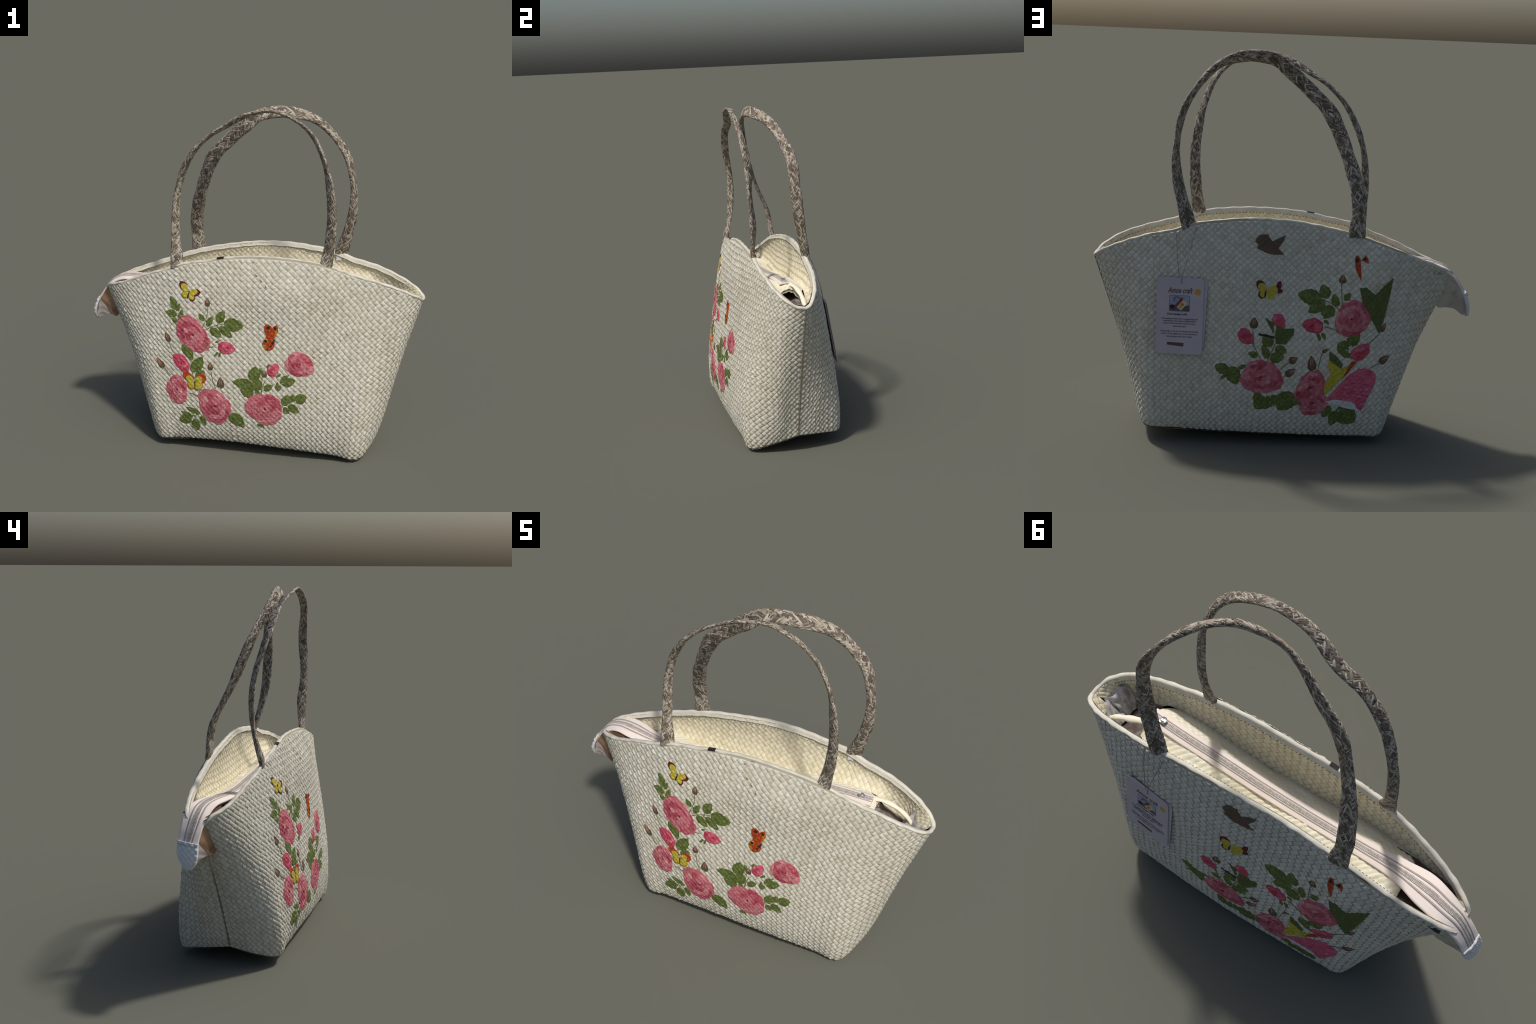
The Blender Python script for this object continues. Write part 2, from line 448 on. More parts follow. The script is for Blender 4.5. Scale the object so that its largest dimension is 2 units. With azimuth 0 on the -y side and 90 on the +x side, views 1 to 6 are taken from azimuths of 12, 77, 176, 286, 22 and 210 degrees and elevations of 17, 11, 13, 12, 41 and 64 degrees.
def cells(panel, lift, H, q_from, n=7, outward=1.0):
    """All strip pieces of one panel as separate little pillows."""
    qs = [q_from, 1.19]
    corners = [ab_of(np.array(p), np.array(q)) for p in (-HALF, HALF) for q in qs]
    a0, a1 = min(c[0] for c in corners) - 2, max(c[0] for c in corners) + 2
    b0, b1 = min(c[1] for c in corners) - 2, max(c[1] for c in corners) + 2
    I, J = np.meshgrid(np.arange(math.floor(a0), math.ceil(a1)), np.arange(math.floor(b0), math.ceil(b1)), indexing="ij")
    I, J = I.ravel().astype(float), J.ravel().astype(float)
    p, q = pq_of(I + 0.5, J + 0.5)
    s, t = panel.st(p, q)
    keep = (np.abs(s) < 1.0) & (t < 1.0) & (t > -0.004) & (q > q_from)
    I, J = I[keep], J[keep]
    gx, gy = np.meshgrid(np.linspace(-ALONG, ALONG, n) * 0.999, np.linspace(-ACROSS, ACROSS, n) * 0.999, indexing="ij")
    gx, gy = gx.ravel()[None, :], gy.ravel()[None, :]
    Ic, Jc = I[:, None], J[:, None]
    flip = (Ic + Jc) % 2 > 0.5
    a = Ic + 0.5 + np.where(flip, gy, gx)
    b = Jc + 0.5 + np.where(flip, gx, gy)
    h = pillow(gx, gy, Ic, Jc, H)
    p, q = pq_of(a, b)
    s, t = panel.st(p, q)
    # strips end tucked in at the seams, the base and under the rim
    h = np.where((t > 0.988) | (t < 0.002) | (np.abs(s) > 0.997), -0.0016, h)
    s, t = np.clip(s, -0.999, 0.999), np.clip(t, 0.0, 0.990)
    V = panel.at(s, t, lift + outward * h)
    nc = len(I)
    f = grid_faces(n, n)
    F = (f[None] + (np.arange(nc) * n * n)[:, None, None]).reshape(-1, 4)
    # turn faces outward: flipped cells swap the axes
    swap = np.repeat(flip.ravel(), len(f))
    probe = np.cross(V[0, 1] - V[0, 0], V[0, n] - V[0, 0])
    return V.reshape(-1, 3), np.where(swap[:, None], F[:, ::-1], F)


def oriented(V, F, towards):
    """Flip all faces when the first of them looks away from the wanted side."""
    a, b, c = V[F[:, 0]], V[F[:, 1]], V[F[:, 2]]
    n = np.cross(b - a, c - b)
    return F if (n * towards).sum() > 0 else F[:, ::-1]


panel_object = {}
for side, panel in PANEL.items():
    # backing sheet
    s, t = np.meshgrid(np.linspace(-1, 1, 181), np.linspace(0, 1, 61), indexing="ij")
    V = panel.at(s, t, np.full(s.shape, -0.0012)).reshape(-1, 3)
    F = oriented(V, grid_faces(181, 61), np.array([0, panel.sign, 0]))
    sheet = add("woven_panel", new_mesh("woven_panel", V, F), root, M["sheet"])
    panel_object[side] = sheet
    V, F = cells(panel, 0.0, RELIEF, -0.02)
    F = oriented(V, F, np.array([0, panel.sign, 0]))
    strips = add("woven_strips", new_mesh("woven_strips", V, F), sheet, M["weave"])
    strips["kind"] = "stuff"
    # lining: same weave, flatter, sloping inwards to the zip cover
    lin = Lining(panel)
    s, t = np.meshgrid(np.linspace(-0.999, 0.999, 161), np.linspace(0, 1, 41), indexing="ij")
    V = lin.at(s, t, np.full(s.shape, -0.001)).reshape(-1, 3)
    F = oriented(V, grid_faces(161, 41), np.array([0, -panel.sign, 0.5]))
    inner = add("lining", new_mesh("lining", V, F), root, M["lining_sheet"])
    V, F = cells(lin, 0.0, 0.0021, 0.50, n=5)
    F = oriented(V, F, np.array([0, -panel.sign, 0.5]))
    ls = add("lining_strips", new_mesh("lining_strips", V, F), inner, M["lining"])
    ls["kind"] = "stuff"

# base: closes the lower edge, rounded under and sagging to the ground in the middle
low_f, low_b = catmull(BOTTOM_FRONT, 121), catmull(BOTTOM_BACK, 121)
loop = np.vstack([low_f[:-1], low_b[::-1][:-1]])
centre = np.array([0.1, 0.0, 0.0])
rings = []
for u in np.linspace(0, 1, 25):
    k = u ** 0.8
    ring = loop * (1 - k) + np.array([centre[0], 0.0, 0.0]) * k
    drop = 1 - (1 - min(u / 0.50, 1)) ** 2.2
    sag = 0.004 + 0.010 * np.sin(7 * ring[:, 0] + 1.0) ** 2 * (1 - np.exp(-6 * u)) + 0.03 * np.abs(ring[:, 1])
    ring[:, 2] = loop[:, 2] * (1 - drop) + sag * drop
    rings.append(ring)
V = np.concatenate(rings)
V[:, 2] -= V[:, 2].min()
F = oriented(V, grid_faces(len(rings), len(loop), close_v=True), np.array([0, 0, -1]))
add("base", new_mesh("base", V, F), root, M["base"])

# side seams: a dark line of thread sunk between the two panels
for end, t_top in ((-0.999, 0.60), (0.999, 0.985)):
    t = np.linspace(0.01, t_top, 60)
    path = (PANEL["front"].at(np.full(60, end), t) + PANEL["back"].at(np.full(60, end), t)) / 2
    path[:, 0] += 0.0015 * np.sign(end)
    V, F = tube(path, 0.0034, 6)
    add("seam_thread", new_mesh("seam_thread", V, F), root, M["seam"])

# rim: the folded upper edge
rim_f, rim_b = catmull(RIM_FRONT, 241), catmull(RIM_BACK, 241)
loop = np.vstack([rim_f[:-1], rim_b[::-1][:-1]])
n = len(loop)
T = np.roll(loop, -2, 0) - np.roll(loop, 2, 0)
O = np.cross(T, [0, 0, 1.0])
O /= np.linalg.norm(O, axis=1)[:, None]
if O[60, 1] > 0:
    O = -O
for _ in range(6):
    O = (np.roll(O, 1, 0) + O * 2 + np.roll(O, -1, 0)) / 4
O /= np.linalg.norm(O, axis=1)[:, None]
section = [(-0.002, -0.018), (0.0026, -0.013), (0.0042, -0.008), (0.0036, -0.003), (0.000, 0.0005), (-0.0075, 0.002), (-0.0150, 0.0005),
           (-0.0180, -0.005), (-0.0200, -0.013), (-0.0218, -0.020), (-0.0240, -0.023)]
k = np.arange(n)
wob = 1 + 0.30 * np.sin(k * 0.37) + 0.25 * np.sin(k * 0.83 + 1)
# beside the flap the rim sinks away under the tape
near = np.linalg.norm(loop - np.array(SEAM_LEFT_TOP), axis=1)
shrink = np.clip((near - 0.02) / 0.06, 0.15, 1)[:, None]
loop = loop - np.array([0, 0, 0.035]) * np.clip(1 - near / 0.085, 0, 1)[:, None]
rows = []
for o, v in section:
    rows.append(loop + shrink * O * (o * np.where(o > 0, wob, 1))[:, None] + np.array([0, 0, 1.0]) * (v + 0.0012 * np.sin(k * 0.61 + 0.3))[:, None])
V = np.stack(rows, 1).reshape(-1, 3)
F = oriented(V, grid_faces(n, len(section), close_u=True), np.zeros(3))
a, b, c = V[F[:, 0]], V[F[:, 1]], V[F[:, 2]]
nn = np.cross(b - a, c - b)
mid = (np.arange(len(F)) % (len(section) - 1)) == 4
if nn[mid][:, 2].sum() < 0:
    F = F[:, ::-1]
add("rim_binding", new_mesh("rim_binding", V, F), root, M["rim"])

# stitches along the inside of the rim
H = Heap()
for i in range(4, n - 4, 2):
    c = loop[i] + O[i] * -0.0262 + np.array([0, 0, -0.027])
    d = T[i] / np.linalg.norm(T[i])
    e = np.array([0, 0, 1.0])
    w, h = 0.0042, 0.0016
    pts = [c + d * w * x + e * h * y + O[i] * z for z in (0.0, -0.0016) for x, y in ((-1, -1), (1, -1), (1, 1), (-1, 1))]
    H.put(pts, [(0, 1, 2, 3), (4, 7, 6, 5), (0, 4, 5, 1), (1, 5, 6, 2), (2, 6, 7, 3), (3, 7, 4, 0)])
st = H.build("rim_stitches", root, M["stitch"], smooth=False)
st["kind"] = "stuff"


# ------------------------------------------------------------------ handles
def handle(path, sections, seed):
    """Flat braided strap: sections are (half width, half thickness, turn in degrees) along the path."""
    r = np.random.default_rng(seed)
    n = 241
    C = catmull(path, n)
    T = np.gradient(C, axis=0)
    T /= np.linalg.norm(T, axis=1)[:, None]
    Y = np.array([0.0, 1.0, 0.0])
    e1 = Y - T * (T @ Y)[:, None]
    e1 /= np.linalg.norm(e1, axis=1)[:, None]
    e2 = np.cross(T, e1)
    S = np.array(sections, float)
    u = np.linspace(0, 1, n)
    k = np.linspace(0, 1, len(S))
    W, D, A = (np.interp(u, k, S[:, c]) for c in range(3))
    for _ in range(20):
        W[1:-1], D[1:-1], A[1:-1] = ((x[:-2] + 2 * x[1:-1] + x[2:]) / 4 for x in (W, D, A))
    W *= 1 + 0.055 * np.sin(u * 41 + seed) + 0.035 * np.sin(u * 93 + 2 * seed)
    D *= 1 + 0.10 * np.sin(u * 57 + 3 * seed)
    A = np.radians(A + 7 * np.sin(u * 33 + seed))
    wide = np.cos(A)[:, None] * e1 + np.sin(A)[:, None] * e2
    thin = np.cross(T, wide)
    length = np.linalg.norm(np.diff(C, axis=0), axis=1).sum()
    W, D = W * 0.97 - 0.001, D * 0.95

    def surf(x, phi, lift):
        i = np.clip(x * (n - 1), 0, n - 1.001)
        j = i.astype(int)
        f = (i - j)
        g = lambda a: a[j] * (1 - f)[..., None] + a[j + 1] * f[..., None] if a.ndim > 1 else a[j] * (1 - f) + a[j + 1] * f
        w, d = g(W), g(D)
        ca, sa = np.cos(phi), np.sin(phi)
        x_, y_ = np.sign(ca) * np.abs(ca) ** 0.8, np.sign(sa) * np.abs(sa) ** 0.8
        nrm = (ca * d)[..., None] * g(wide) + (sa * w)[..., None] * g(thin)
        nrm /= np.linalg.norm(nrm, axis=-1)[..., None]
        return g(C) + (w * x_)[..., None] * g(wide) + (d * y_)[..., None] * g(thin) + nrm * lift[..., None]

    x, phi = np.meshgrid(u, np.linspace(0, 2 * np.pi, 24, endpoint=False), indexing="ij")
    wob = 0.0016 * np.sin(x * 97 + 2 * phi) + 0.0012 * np.sin(x * 163 - phi)
    V = surf(x, phi, wob).reshape(-1, 3)
    F = grid_faces(n, 24, close_v=True)
    m = len(V) // 48
    a, b, c = V[F[:, 0]], V[F[:, 1]], V[F[:, 2]]
    out = (a + c) / 2 - np.repeat(C[:-1], 24, 0)
    if (np.cross(b - a, c - b) * out).sum() < 0:
        F = F[:, ::-1]
    core = add("handle", new_mesh("handle", V, F), root, M["strand_core"])

    # strands, laid like ears of wheat: neighbouring lanes lean opposite ways
    heap_v, heap_f, count = [], [], 0
    lanes = [(0.20, 0.62, 1), (0.62, 1.02, -1), (1.02, 1.57, 1), (1.57, 2.12, -1), (2.12, 2.52, 1), (2.52, 2.94, -1)]
    lanes += [(a + np.pi, b + np.pi, s) for a, b, s in lanes] + [(-0.2, 0.2, 1), (np.pi - 0.2, np.pi + 0.2, -1)]
    ts = np.linspace(-1, 1, 7)
    cs = np.linspace(-1, 1, 5)
    Tt, Cc = np.meshgrid(ts, cs, indexing="ij")
    quads = grid_faces(7, 5)
    for lo, hi, lean in lanes:
        steps = int(length / 0.0095)
        for g in range(steps):
            if r.random() < 0.06:
                continue
            x0 = (g + r.uniform(-0.5, 0.5)) / steps
            p0 = r.uniform(lo, hi)
            L = r.uniform(0.036, 0.076)
            wd = r.uniform(0.0034, 0.0060)
            ang = math.radians(r.uniform(18, 48)) * lean * (1 if r.random() > 0.12 else -1)
            curl = r.uniform(-0.25, 0.25)
            j = min(int(x0 * (n - 1)) if x0 > 0 else 0, n - 1)
            rad = math.hypot(W[j] * math.sin(p0), D[j] * math.cos(p0)) + 0.004
            width = wd * np.sqrt(np.clip(1 - Tt ** 2, 0.02, 1)) * Cc
            along = L / 2 * Tt
            ax = along * math.cos(ang) - width * math.sin(ang)
            ar = along * math.sin(ang) + width * math.cos(ang) + curl * 0.006 * Tt ** 2
            lift = 0.0028 * (1 - Tt ** 2) * (1 - 0.75 * Cc ** 2) - 0.0008 + r.uniform(0, 0.0012)
            X = np.clip(x0 + ax / length, 0, 1)
            heap_v.append(surf(X, p0 + ar / rad, lift).reshape(-1, 3))
            heap_f.append(quads + count)
            count += 35
    V, F = np.concatenate(heap_v), np.concatenate(heap_f)
    braid = add("braid_strands", new_mesh("braid_strands", V, F), core, M["strand"])
    braid["kind"] = "stuff"
    return core


FRONT_STRAP = [(-0.391, -0.150, 1.075), (-0.395, -0.143, 1.097), (-0.412, -0.097, 1.29), (-0.394, -0.092, 1.504), (-0.321, -0.126, 1.689),
               (-0.215, -0.147, 1.816), (-0.10, -0.148, 1.891), (0.036, -0.181, 1.964), (0.197, -0.183, 1.983), (0.368, -0.179, 1.884),
               (0.454, -0.156, 1.702), (0.491, -0.157, 1.483), (0.488, -0.146, 1.301), (0.467, -0.154, 1.144), (0.464, -0.156, 1.12)]
BACK_STRAP = [(-0.348, 0.170, 1.085), (-0.348, 0.167, 1.108), (-0.352, 0.143, 1.279), (-0.295, 0.055, 1.484), (-0.206, -0.012, 1.688),
              (-0.104, -0.042, 1.797), (0.007, -0.079, 1.894), (0.102, -0.084, 1.957), (0.261, -0.062, 1.964), (0.405, 0.012, 1.899),
              (0.536, 0.082, 1.723), (0.58, 0.096, 1.532), (0.573, 0.113, 1.349), (0.513, 0.157, 1.129), (0.507, 0.162, 1.105)]
handle(FRONT_STRAP, [(0.040, 0.013, 90), (0.024, 0.0105, 118), (0.0215, 0.0085, 136), (0.0225, 0.0082, 158), (0.0255, 0.0068, 156),
                     (0.020, 0.0068, 152), (0.019, 0.0065, 165), (0.024, 0.0085, 150), (0.0285, 0.009, 130), (0.0315, 0.0115, 122), (0.038, 0.0125, 98)], 21)
handle(BACK_STRAP, [(0.046, 0.0138, 93), (0.036, 0.0098, 90), (0.0375, 0.0082, 78), (0.038, 0.011, 82), (0.0365, 0.0085, 79),
                    (0.036, 0.0125, 60), (0.030, 0.0135, 30), (0.0295, 0.0105, 15), (0.034, 0.0115, 20), (0.032, 0.0145, 36), (0.043, 0.0125, 84)], 22)


# ------------------------------------------------------------------ inside: zipped cover
def wall_y(side, x, z, inset):
    s, t = PANEL[side].find(x, z)
    return PANEL[side].at(s, t, np.full(np.shape(s), -inset))[..., 1]


x = np.linspace(-0.60, 0.70, 251)
v = np.linspace(-1, 1, 61)
X, Vv = np.meshgrid(x, v, indexing="ij")
ridge = zip_z(x)
LIN = {k_: Lining(p_) for k_, p_ in PANEL.items()}


def crease(side, x):
    """Depth of the crease between lining and cover."""
    low = LIN[side].P[:, 0]
    mid_ = slice(12, NS - 12)
    return np.interp(x, low[mid_, 0], low[mid_, 1])


to_front = zip_y(x) - crease("front", x) + 0.013 - 0.004 * np.sin(11 * x + 1)
to_back = crease("back", x) - zip_y(x) + 0.013 + 0.004 * np.sin(9 * x)
Y = zip_y(x)[:, None] + Vv * np.where(Vv < 0, to_front[:, None], to_back[:, None])
drop = np.where(Vv < 0, 0.062, 0.040) * np.abs(Vv) ** 2.0 + 0.006 * np.sin(7 * X + 0.5) * (1 - Vv ** 2) * 0.4 + 0.006 * np.exp(-((np.abs(Vv) - 0.62) / 0.10) ** 2) * np.sin(17 * X + np.sign(Vv)) ** 2
edge = np.clip((0.70 - X) / 0.06, 0, 1)
drop = drop + 0.035 * (1 - np.sqrt(1 - (1 - edge) ** 2))
end = np.clip((X + 0.60) / 0.04, 0, 1)
drop = drop + 0.02 * (1 - np.sqrt(1 - (1 - end) ** 2))
# rounded, slightly crumpled right-hand end
pinch = 1 - 0.35 * np.clip((X - 0.60) / 0.10, 0, 1) ** 2
Y = zip_y(X) + (Y - zip_y(X)) * pinch
drop = drop + 0.005 * np.sin(19 * X + 2 * Vv) * np.sin(4 * Vv + 5 * X) + 0.010 * np.clip(np.abs(Vv) - 0.5, 0, 1) * np.sin(8 * X) ** 2
a, b = ab_of(X, Y * 1.1)
Z = ridge[:, None] - 0.004 - drop + weave_height(a, b, 0.0035) + 0.004 * np.sin(13 * X + 2) * np.abs(Vv)
top = np.stack([X, Y, Z], -1).reshape(-1, 3)
low = np.stack([X, Y * 0.98, Z - 0.016], -1).reshape(-1, 3)
F = oriented(top, grid_faces(251, 61), np.array([0, 0, 1]))
G = F[:, ::-1] + len(top)
m_ = 61
rim_idx = [i * m_ for i in range(251)] + [250 * m_ + j for j in range(1, 61)] + [i * m_ + 60 for i in range(249, -1, -1)] + [j for j in range(59, 0, -1)]
ri = np.array(rim_idx)
r2 = np.roll(ri, -1)
side_f = np.stack([ri, r2, r2 + len(top), ri + len(top)], 1)
cover = add("zipper_cover", new_mesh("zipper_cover", np.vstack([top, low]), np.vstack([F, G, side_f])), root, M["cover"])

# hollows at both ends of the cover: shallow, dark brown floors
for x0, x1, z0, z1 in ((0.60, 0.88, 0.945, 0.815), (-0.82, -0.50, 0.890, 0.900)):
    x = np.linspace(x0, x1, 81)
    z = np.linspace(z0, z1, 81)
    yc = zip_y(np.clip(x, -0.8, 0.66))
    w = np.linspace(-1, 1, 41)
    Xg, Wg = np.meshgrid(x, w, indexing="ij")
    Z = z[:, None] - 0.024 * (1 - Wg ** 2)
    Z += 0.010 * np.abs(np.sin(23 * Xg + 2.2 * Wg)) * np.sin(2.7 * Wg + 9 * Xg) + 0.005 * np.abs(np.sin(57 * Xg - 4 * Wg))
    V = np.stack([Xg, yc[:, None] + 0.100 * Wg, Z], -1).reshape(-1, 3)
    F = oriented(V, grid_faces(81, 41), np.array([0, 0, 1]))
    add("dark_hollow", new_mesh("dark_hollow", V, F), root, M["pit_dark" if x0 > 0 else "pit"])

# loose fold of lining running on from the zip into the hollow
fold = catmull([(0.655, 0.012, 0.992), (0.72, 0.032, 0.984), (0.79, 0.044, 0.955), (0.845, 0.048, 0.915), (0.885, 0.046, 0.87)], 40)
V, F = tube(fold, 0.017 * (1 - 0.25 * np.linspace(0, 1, 40)) * (1 + 0.12 * np.sin(np.linspace(0, 19, 40))), 14)
V = V.reshape(40, 14, 3)
V[..., 2] = fold[:, None, 2] + (V[..., 2] - fold[:, None, 2]) * 0.55
add("lining_fold", new_mesh("lining_fold", V.reshape(-1, 3), F), root, M["cover"])

# crumpled white lining at the right-hand end
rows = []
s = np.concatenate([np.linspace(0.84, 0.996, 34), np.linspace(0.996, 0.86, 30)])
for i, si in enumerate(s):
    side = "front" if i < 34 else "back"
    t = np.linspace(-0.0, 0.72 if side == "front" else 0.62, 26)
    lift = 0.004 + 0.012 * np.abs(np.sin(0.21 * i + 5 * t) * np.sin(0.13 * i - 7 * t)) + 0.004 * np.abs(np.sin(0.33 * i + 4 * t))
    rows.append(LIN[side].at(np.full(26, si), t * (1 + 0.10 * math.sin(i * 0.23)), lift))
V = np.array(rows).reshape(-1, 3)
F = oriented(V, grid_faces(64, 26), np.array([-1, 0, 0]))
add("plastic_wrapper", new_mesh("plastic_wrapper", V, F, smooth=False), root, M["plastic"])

# ------------------------------------------------------------------ zip tape and the flap outside
TAPE_BACK = [(0.68, 0.026, 0.998), (0.5, 0.034, 0.986), (0.3, 0.038, 0.969), (0.1, 0.042, 0.949), (-0.15, 0.044, 0.932), (-0.35, 0.046, 0.924),
             (-0.55, 0.062, 0.930), (-0.68, 0.104, 0.936), (-0.78, 0.122, 0.926), (-0.856, 0.127, 0.893), (-0.900, 0.129, 0.850), (-0.940, 0.129, 0.782)]
TAPE_FRONT = [(0.68, -0.050, 0.998), (0.5, -0.042, 0.986), (0.3, -0.038, 0.969), (0.1, -0.034, 0.949), (-0.15, -0.032, 0.932), (-0.35, -0.034, 0.924),
              (-0.55, -0.040, 0.930), (-0.68, -0.042, 0.940), (-0.775, -0.018, 0.934), (-0.846, 0.002, 0.896), (-0.906, 0.014, 0.842), (-0.956, 0.022, 0.772)]
NU = 241
tb, tf, tc = catmull(TAPE_BACK, NU), catmull(TAPE_FRONT, NU), catmull(ZIP, NU)


def tape_at(i, w):
    """Point of the tape at station i, w from -1 (front edge) to 1 (back edge)."""
    l0, l1, l2 = w * (w - 1) / 2, 1 - w * w, w * (w + 1) / 2
    return tf[i] * l0[..., None] + tc[i] * l1[..., None] + tb[i] * l2[..., None]


idx = np.arange(NU)
Iu, Wv = np.meshgrid(idx, np.linspace(-1, 1, 17), indexing="ij")
tape_top = tape_at(Iu, Wv)
nrm = np.cross(np.gradient(tape_top, axis=0), np.gradient(tape_top, axis=1))
nrm /= np.linalg.norm(nrm, axis=2)[..., None]
if nrm[20, 8, 2] < 0:
    nrm = -nrm


def strip(w0, w1, lift, thick, name, mat, parent, lo=0, hi=NU, m=5):
    """A band along the tape between two widths, with real thickness."""
    ii, ww = np.meshgrid(np.arange(lo, hi), np.linspace(w0, w1, m), indexing="ij")
    base = tape_at(ii, ww)
    col = np.clip(((ww + 1) * 8).round().astype(int), 0, 16)
    nn = nrm[ii, col]
    a, b = base + nn * lift, base + nn * (lift - thick)
    V = np.concatenate([a, b[:, ::-1]], 1)
    n_, k_ = V.shape[:2]
    V = V.reshape(-1, 3)
    F = grid_faces(n_, k_, close_v=True)
    caps = [list(range(k_)), list(range((n_ - 1) * k_, n_ * k_))[::-1]]
    faces = [list(f) for f in F] + caps
    me = new_mesh(name, V, faces)
    ob = add(name, me, parent, mat)
    return ob


tape = strip(-1, 1, 0.006, 0.012, "zipper_tape", M["tape"], root, m=17)
for w in (-0.40, 0.40):
    strip(w - 0.07, w + 0.07, 0.0072, 0.003, "tape_stripe", M["stripe"], tape, m=3)
strip(-0.14, 0.14, 0.0076, 0.003, "zipper_coil", M["stripe"], tape, m=3)
H = Heap()
for i in range(2, NU - 1):
    for w in (-0.13, 0.13):
        c = tape_at(np.array([i]), np.array([w]))[0] + nrm[i, 8] * 0.0078
        d = tc[min(i + 1, NU - 1)] - tc[i - 1]
        d /= np.linalg.norm(d)
        o = np.cross(nrm[i, 8], d)
        pts = [c + d * 0.0026 * sx + o * 0.0042 * sy + nrm[i, 8] * 0.0014 * sz for sx in (-1, 1) for sy in (-1, 1) for sz in (-1, 1)]
        H.put(pts, [(0, 1, 3, 2), (4, 6, 7, 5), (0, 4, 5, 1), (2, 3, 7, 6), (0, 2, 6, 4), (1, 5, 7, 3)])
teeth = H.build("zipper_teeth", tape, M["teeth"], smooth=False)
teeth["kind"] = "stuff"

# slider and pull at the right-hand end
px, py, pz = 0.622, -0.008, 1.010
H = Heap()
H.put(*box(px, py, pz, 0.030, 0.022, 0.010))
H.put(*box(px + 0.002, py, pz + 0.007, 0.018, 0.006, 0.008))
ang = np.linspace(0, 2 * np.pi, 20, endpoint=False)
ring = np.stack([px - 0.004 + 0.013 * np.cos(ang), py - 0.004 + 0.013 * np.sin(ang), pz + 0.010 + 0.003 * np.cos(ang)], 1)
V, F = tube(ring, 0.0028, 6, closed=True)
H.put(V, F)
pull = H.build("zipper_pull", tape, M["metal"], smooth=False)
bv = pull.modifiers.new("bevel", "BEVEL")
bv.width = 0.0015
bv.limit_method = "ANGLE"

# woven end tab, closing the tape
tab_l, tab_r = np.array([-0.940, 0.129, 0.782]), np.array([-0.956, 0.022, 0.772])
tip_c = np.array([-0.975, 0.064, 0.650])
NA, NB = 41, 33
u, w = np.meshgrid(np.linspace(-0.06, 1, NA), np.linspace(-1, 1, NB), indexing="ij")
half = np.where(u < 0.25, 1.05, 1.05 * (np.clip(1 - ((u - 0.25) / 0.78) ** 2.0, 0.0, 1)) ** 0.8 * 0.93 + 0.07)
midline = (tab_l + tab_r) / 2
P = midline + (tip_c - midline) * u[..., None] + (tab_l - tab_r) / 2 * (half * w)[..., None]
bow = 0.010 * (1 - w ** 2) * (1 - 0.5 * u) + 0.010 * np.sin(np.pi * np.clip(u, 0, 1) * 0.9)
outn = np.cross(tip_c - midline, tab_l - tab_r)
outn /= np.linalg.norm(outn)
if outn[0] > 0:
    outn = -outn
gu, gw = u * 4.2, w * 2.6
aa, bb = gu + gw * 0.62 + 0.2, gu - gw * 0.62 + 0.4
hump = np.abs(np.sin(np.pi * aa)) ** 0.45 * np.abs(np.sin(np.pi * bb)) ** 0.45
lift = bow + 0.004 + 0.0062 * hump
outer = P + outn * lift[..., None]
inner_ = P + outn * (bow * 0.7 - 0.006)[..., None]
V = np.vstack([outer.reshape(-1, 3), inner_.reshape(-1, 3)])
F = oriented(outer.reshape(-1, 3), grid_faces(NA, NB), outn)
ri = np.array([i * NB for i in range(NA)] + [(NA - 1) * NB + j for j in range(1, NB)] + [i * NB + NB - 1 for i in range(NA - 2, -1, -1)] + [j for j in range(NB - 2, 0, -1)])
r2 = np.roll(ri, -1)
edge = np.stack([ri, r2, r2 + NA * NB, ri + NA * NB], 1)
tab = add("zipper_tab", new_mesh("zipper_tab", V, np.vstack([F, F[:, ::-1] + NA * NB, edge])), tape, M["patch"])
H = Heap()
for k in range(9):
    ww = -0.85 + 1.7 * k / 8
    c = midline + (tip_c - midline) * 0.05 + (tab_l - tab_r) / 2 * ww + outn * (0.0125 + 0.014 * (1 - ww ** 2))
    d = (tab_l - tab_r) / np.linalg.norm(tab_l - tab_r)
    e = np.cross(d, outn)
    pts = [c + d * 0.0035 * a + e * 0.0012 * b + outn * 0.0016 * z for a in (-1, 1) for b in (-1, 1) for z in (-1, 1)]
    H.put(pts, [(0, 1, 3, 2), (4, 6, 7, 5), (0, 4, 5, 1), (2, 3, 7, 6), (0, 2, 6, 4), (1, 5, 7, 3)])
H.build("tab_stitches", tape, M["stitch"], smooth=False)["kind"] = "stuff"

# body of the flap between the tape and the bag's left side
UNDER = [((-0.70, 0.032, 0.936), (-0.70, 0.04, 0.86), 0.060, 0.060), ((-0.79, 0.052, 0.926), (-0.765, 0.05, 0.79), 0.068, 0.066),
         ((-0.856, 0.064, 0.896), (-0.800, 0.050, 0.722), 0.062, 0.068), ((-0.905, 0.072, 0.836), (-0.822, 0.052, 0.700), 0.058, 0.064),
         ((-0.944, 0.076, 0.775), (-0.858, 0.058, 0.704), 0.055, 0.058), ((-0.960, 0.072, 0.715), (-0.906, 0.064, 0.694), 0.044, 0.040),
         ((-0.972, 0.066, 0.665), (-0.950, 0.066, 0.660), 0.026, 0.022)]
tops, lows = catmull([u_[0] for u_ in UNDER], 41), catmull([u_[1] for u_ in UNDER], 41)
wt = np.interp(np.linspace(0, 1, 41), np.linspace(0, 1, 7), [u_[2] for u_ in UNDER])
wl = np.interp(np.linspace(0, 1, 41), np.linspace(0, 1, 7), [u_[3] for u_ in UNDER])
across = np.array([0.1, 1.0, 0.05])
depth = np.linspace(0, 1, 13)


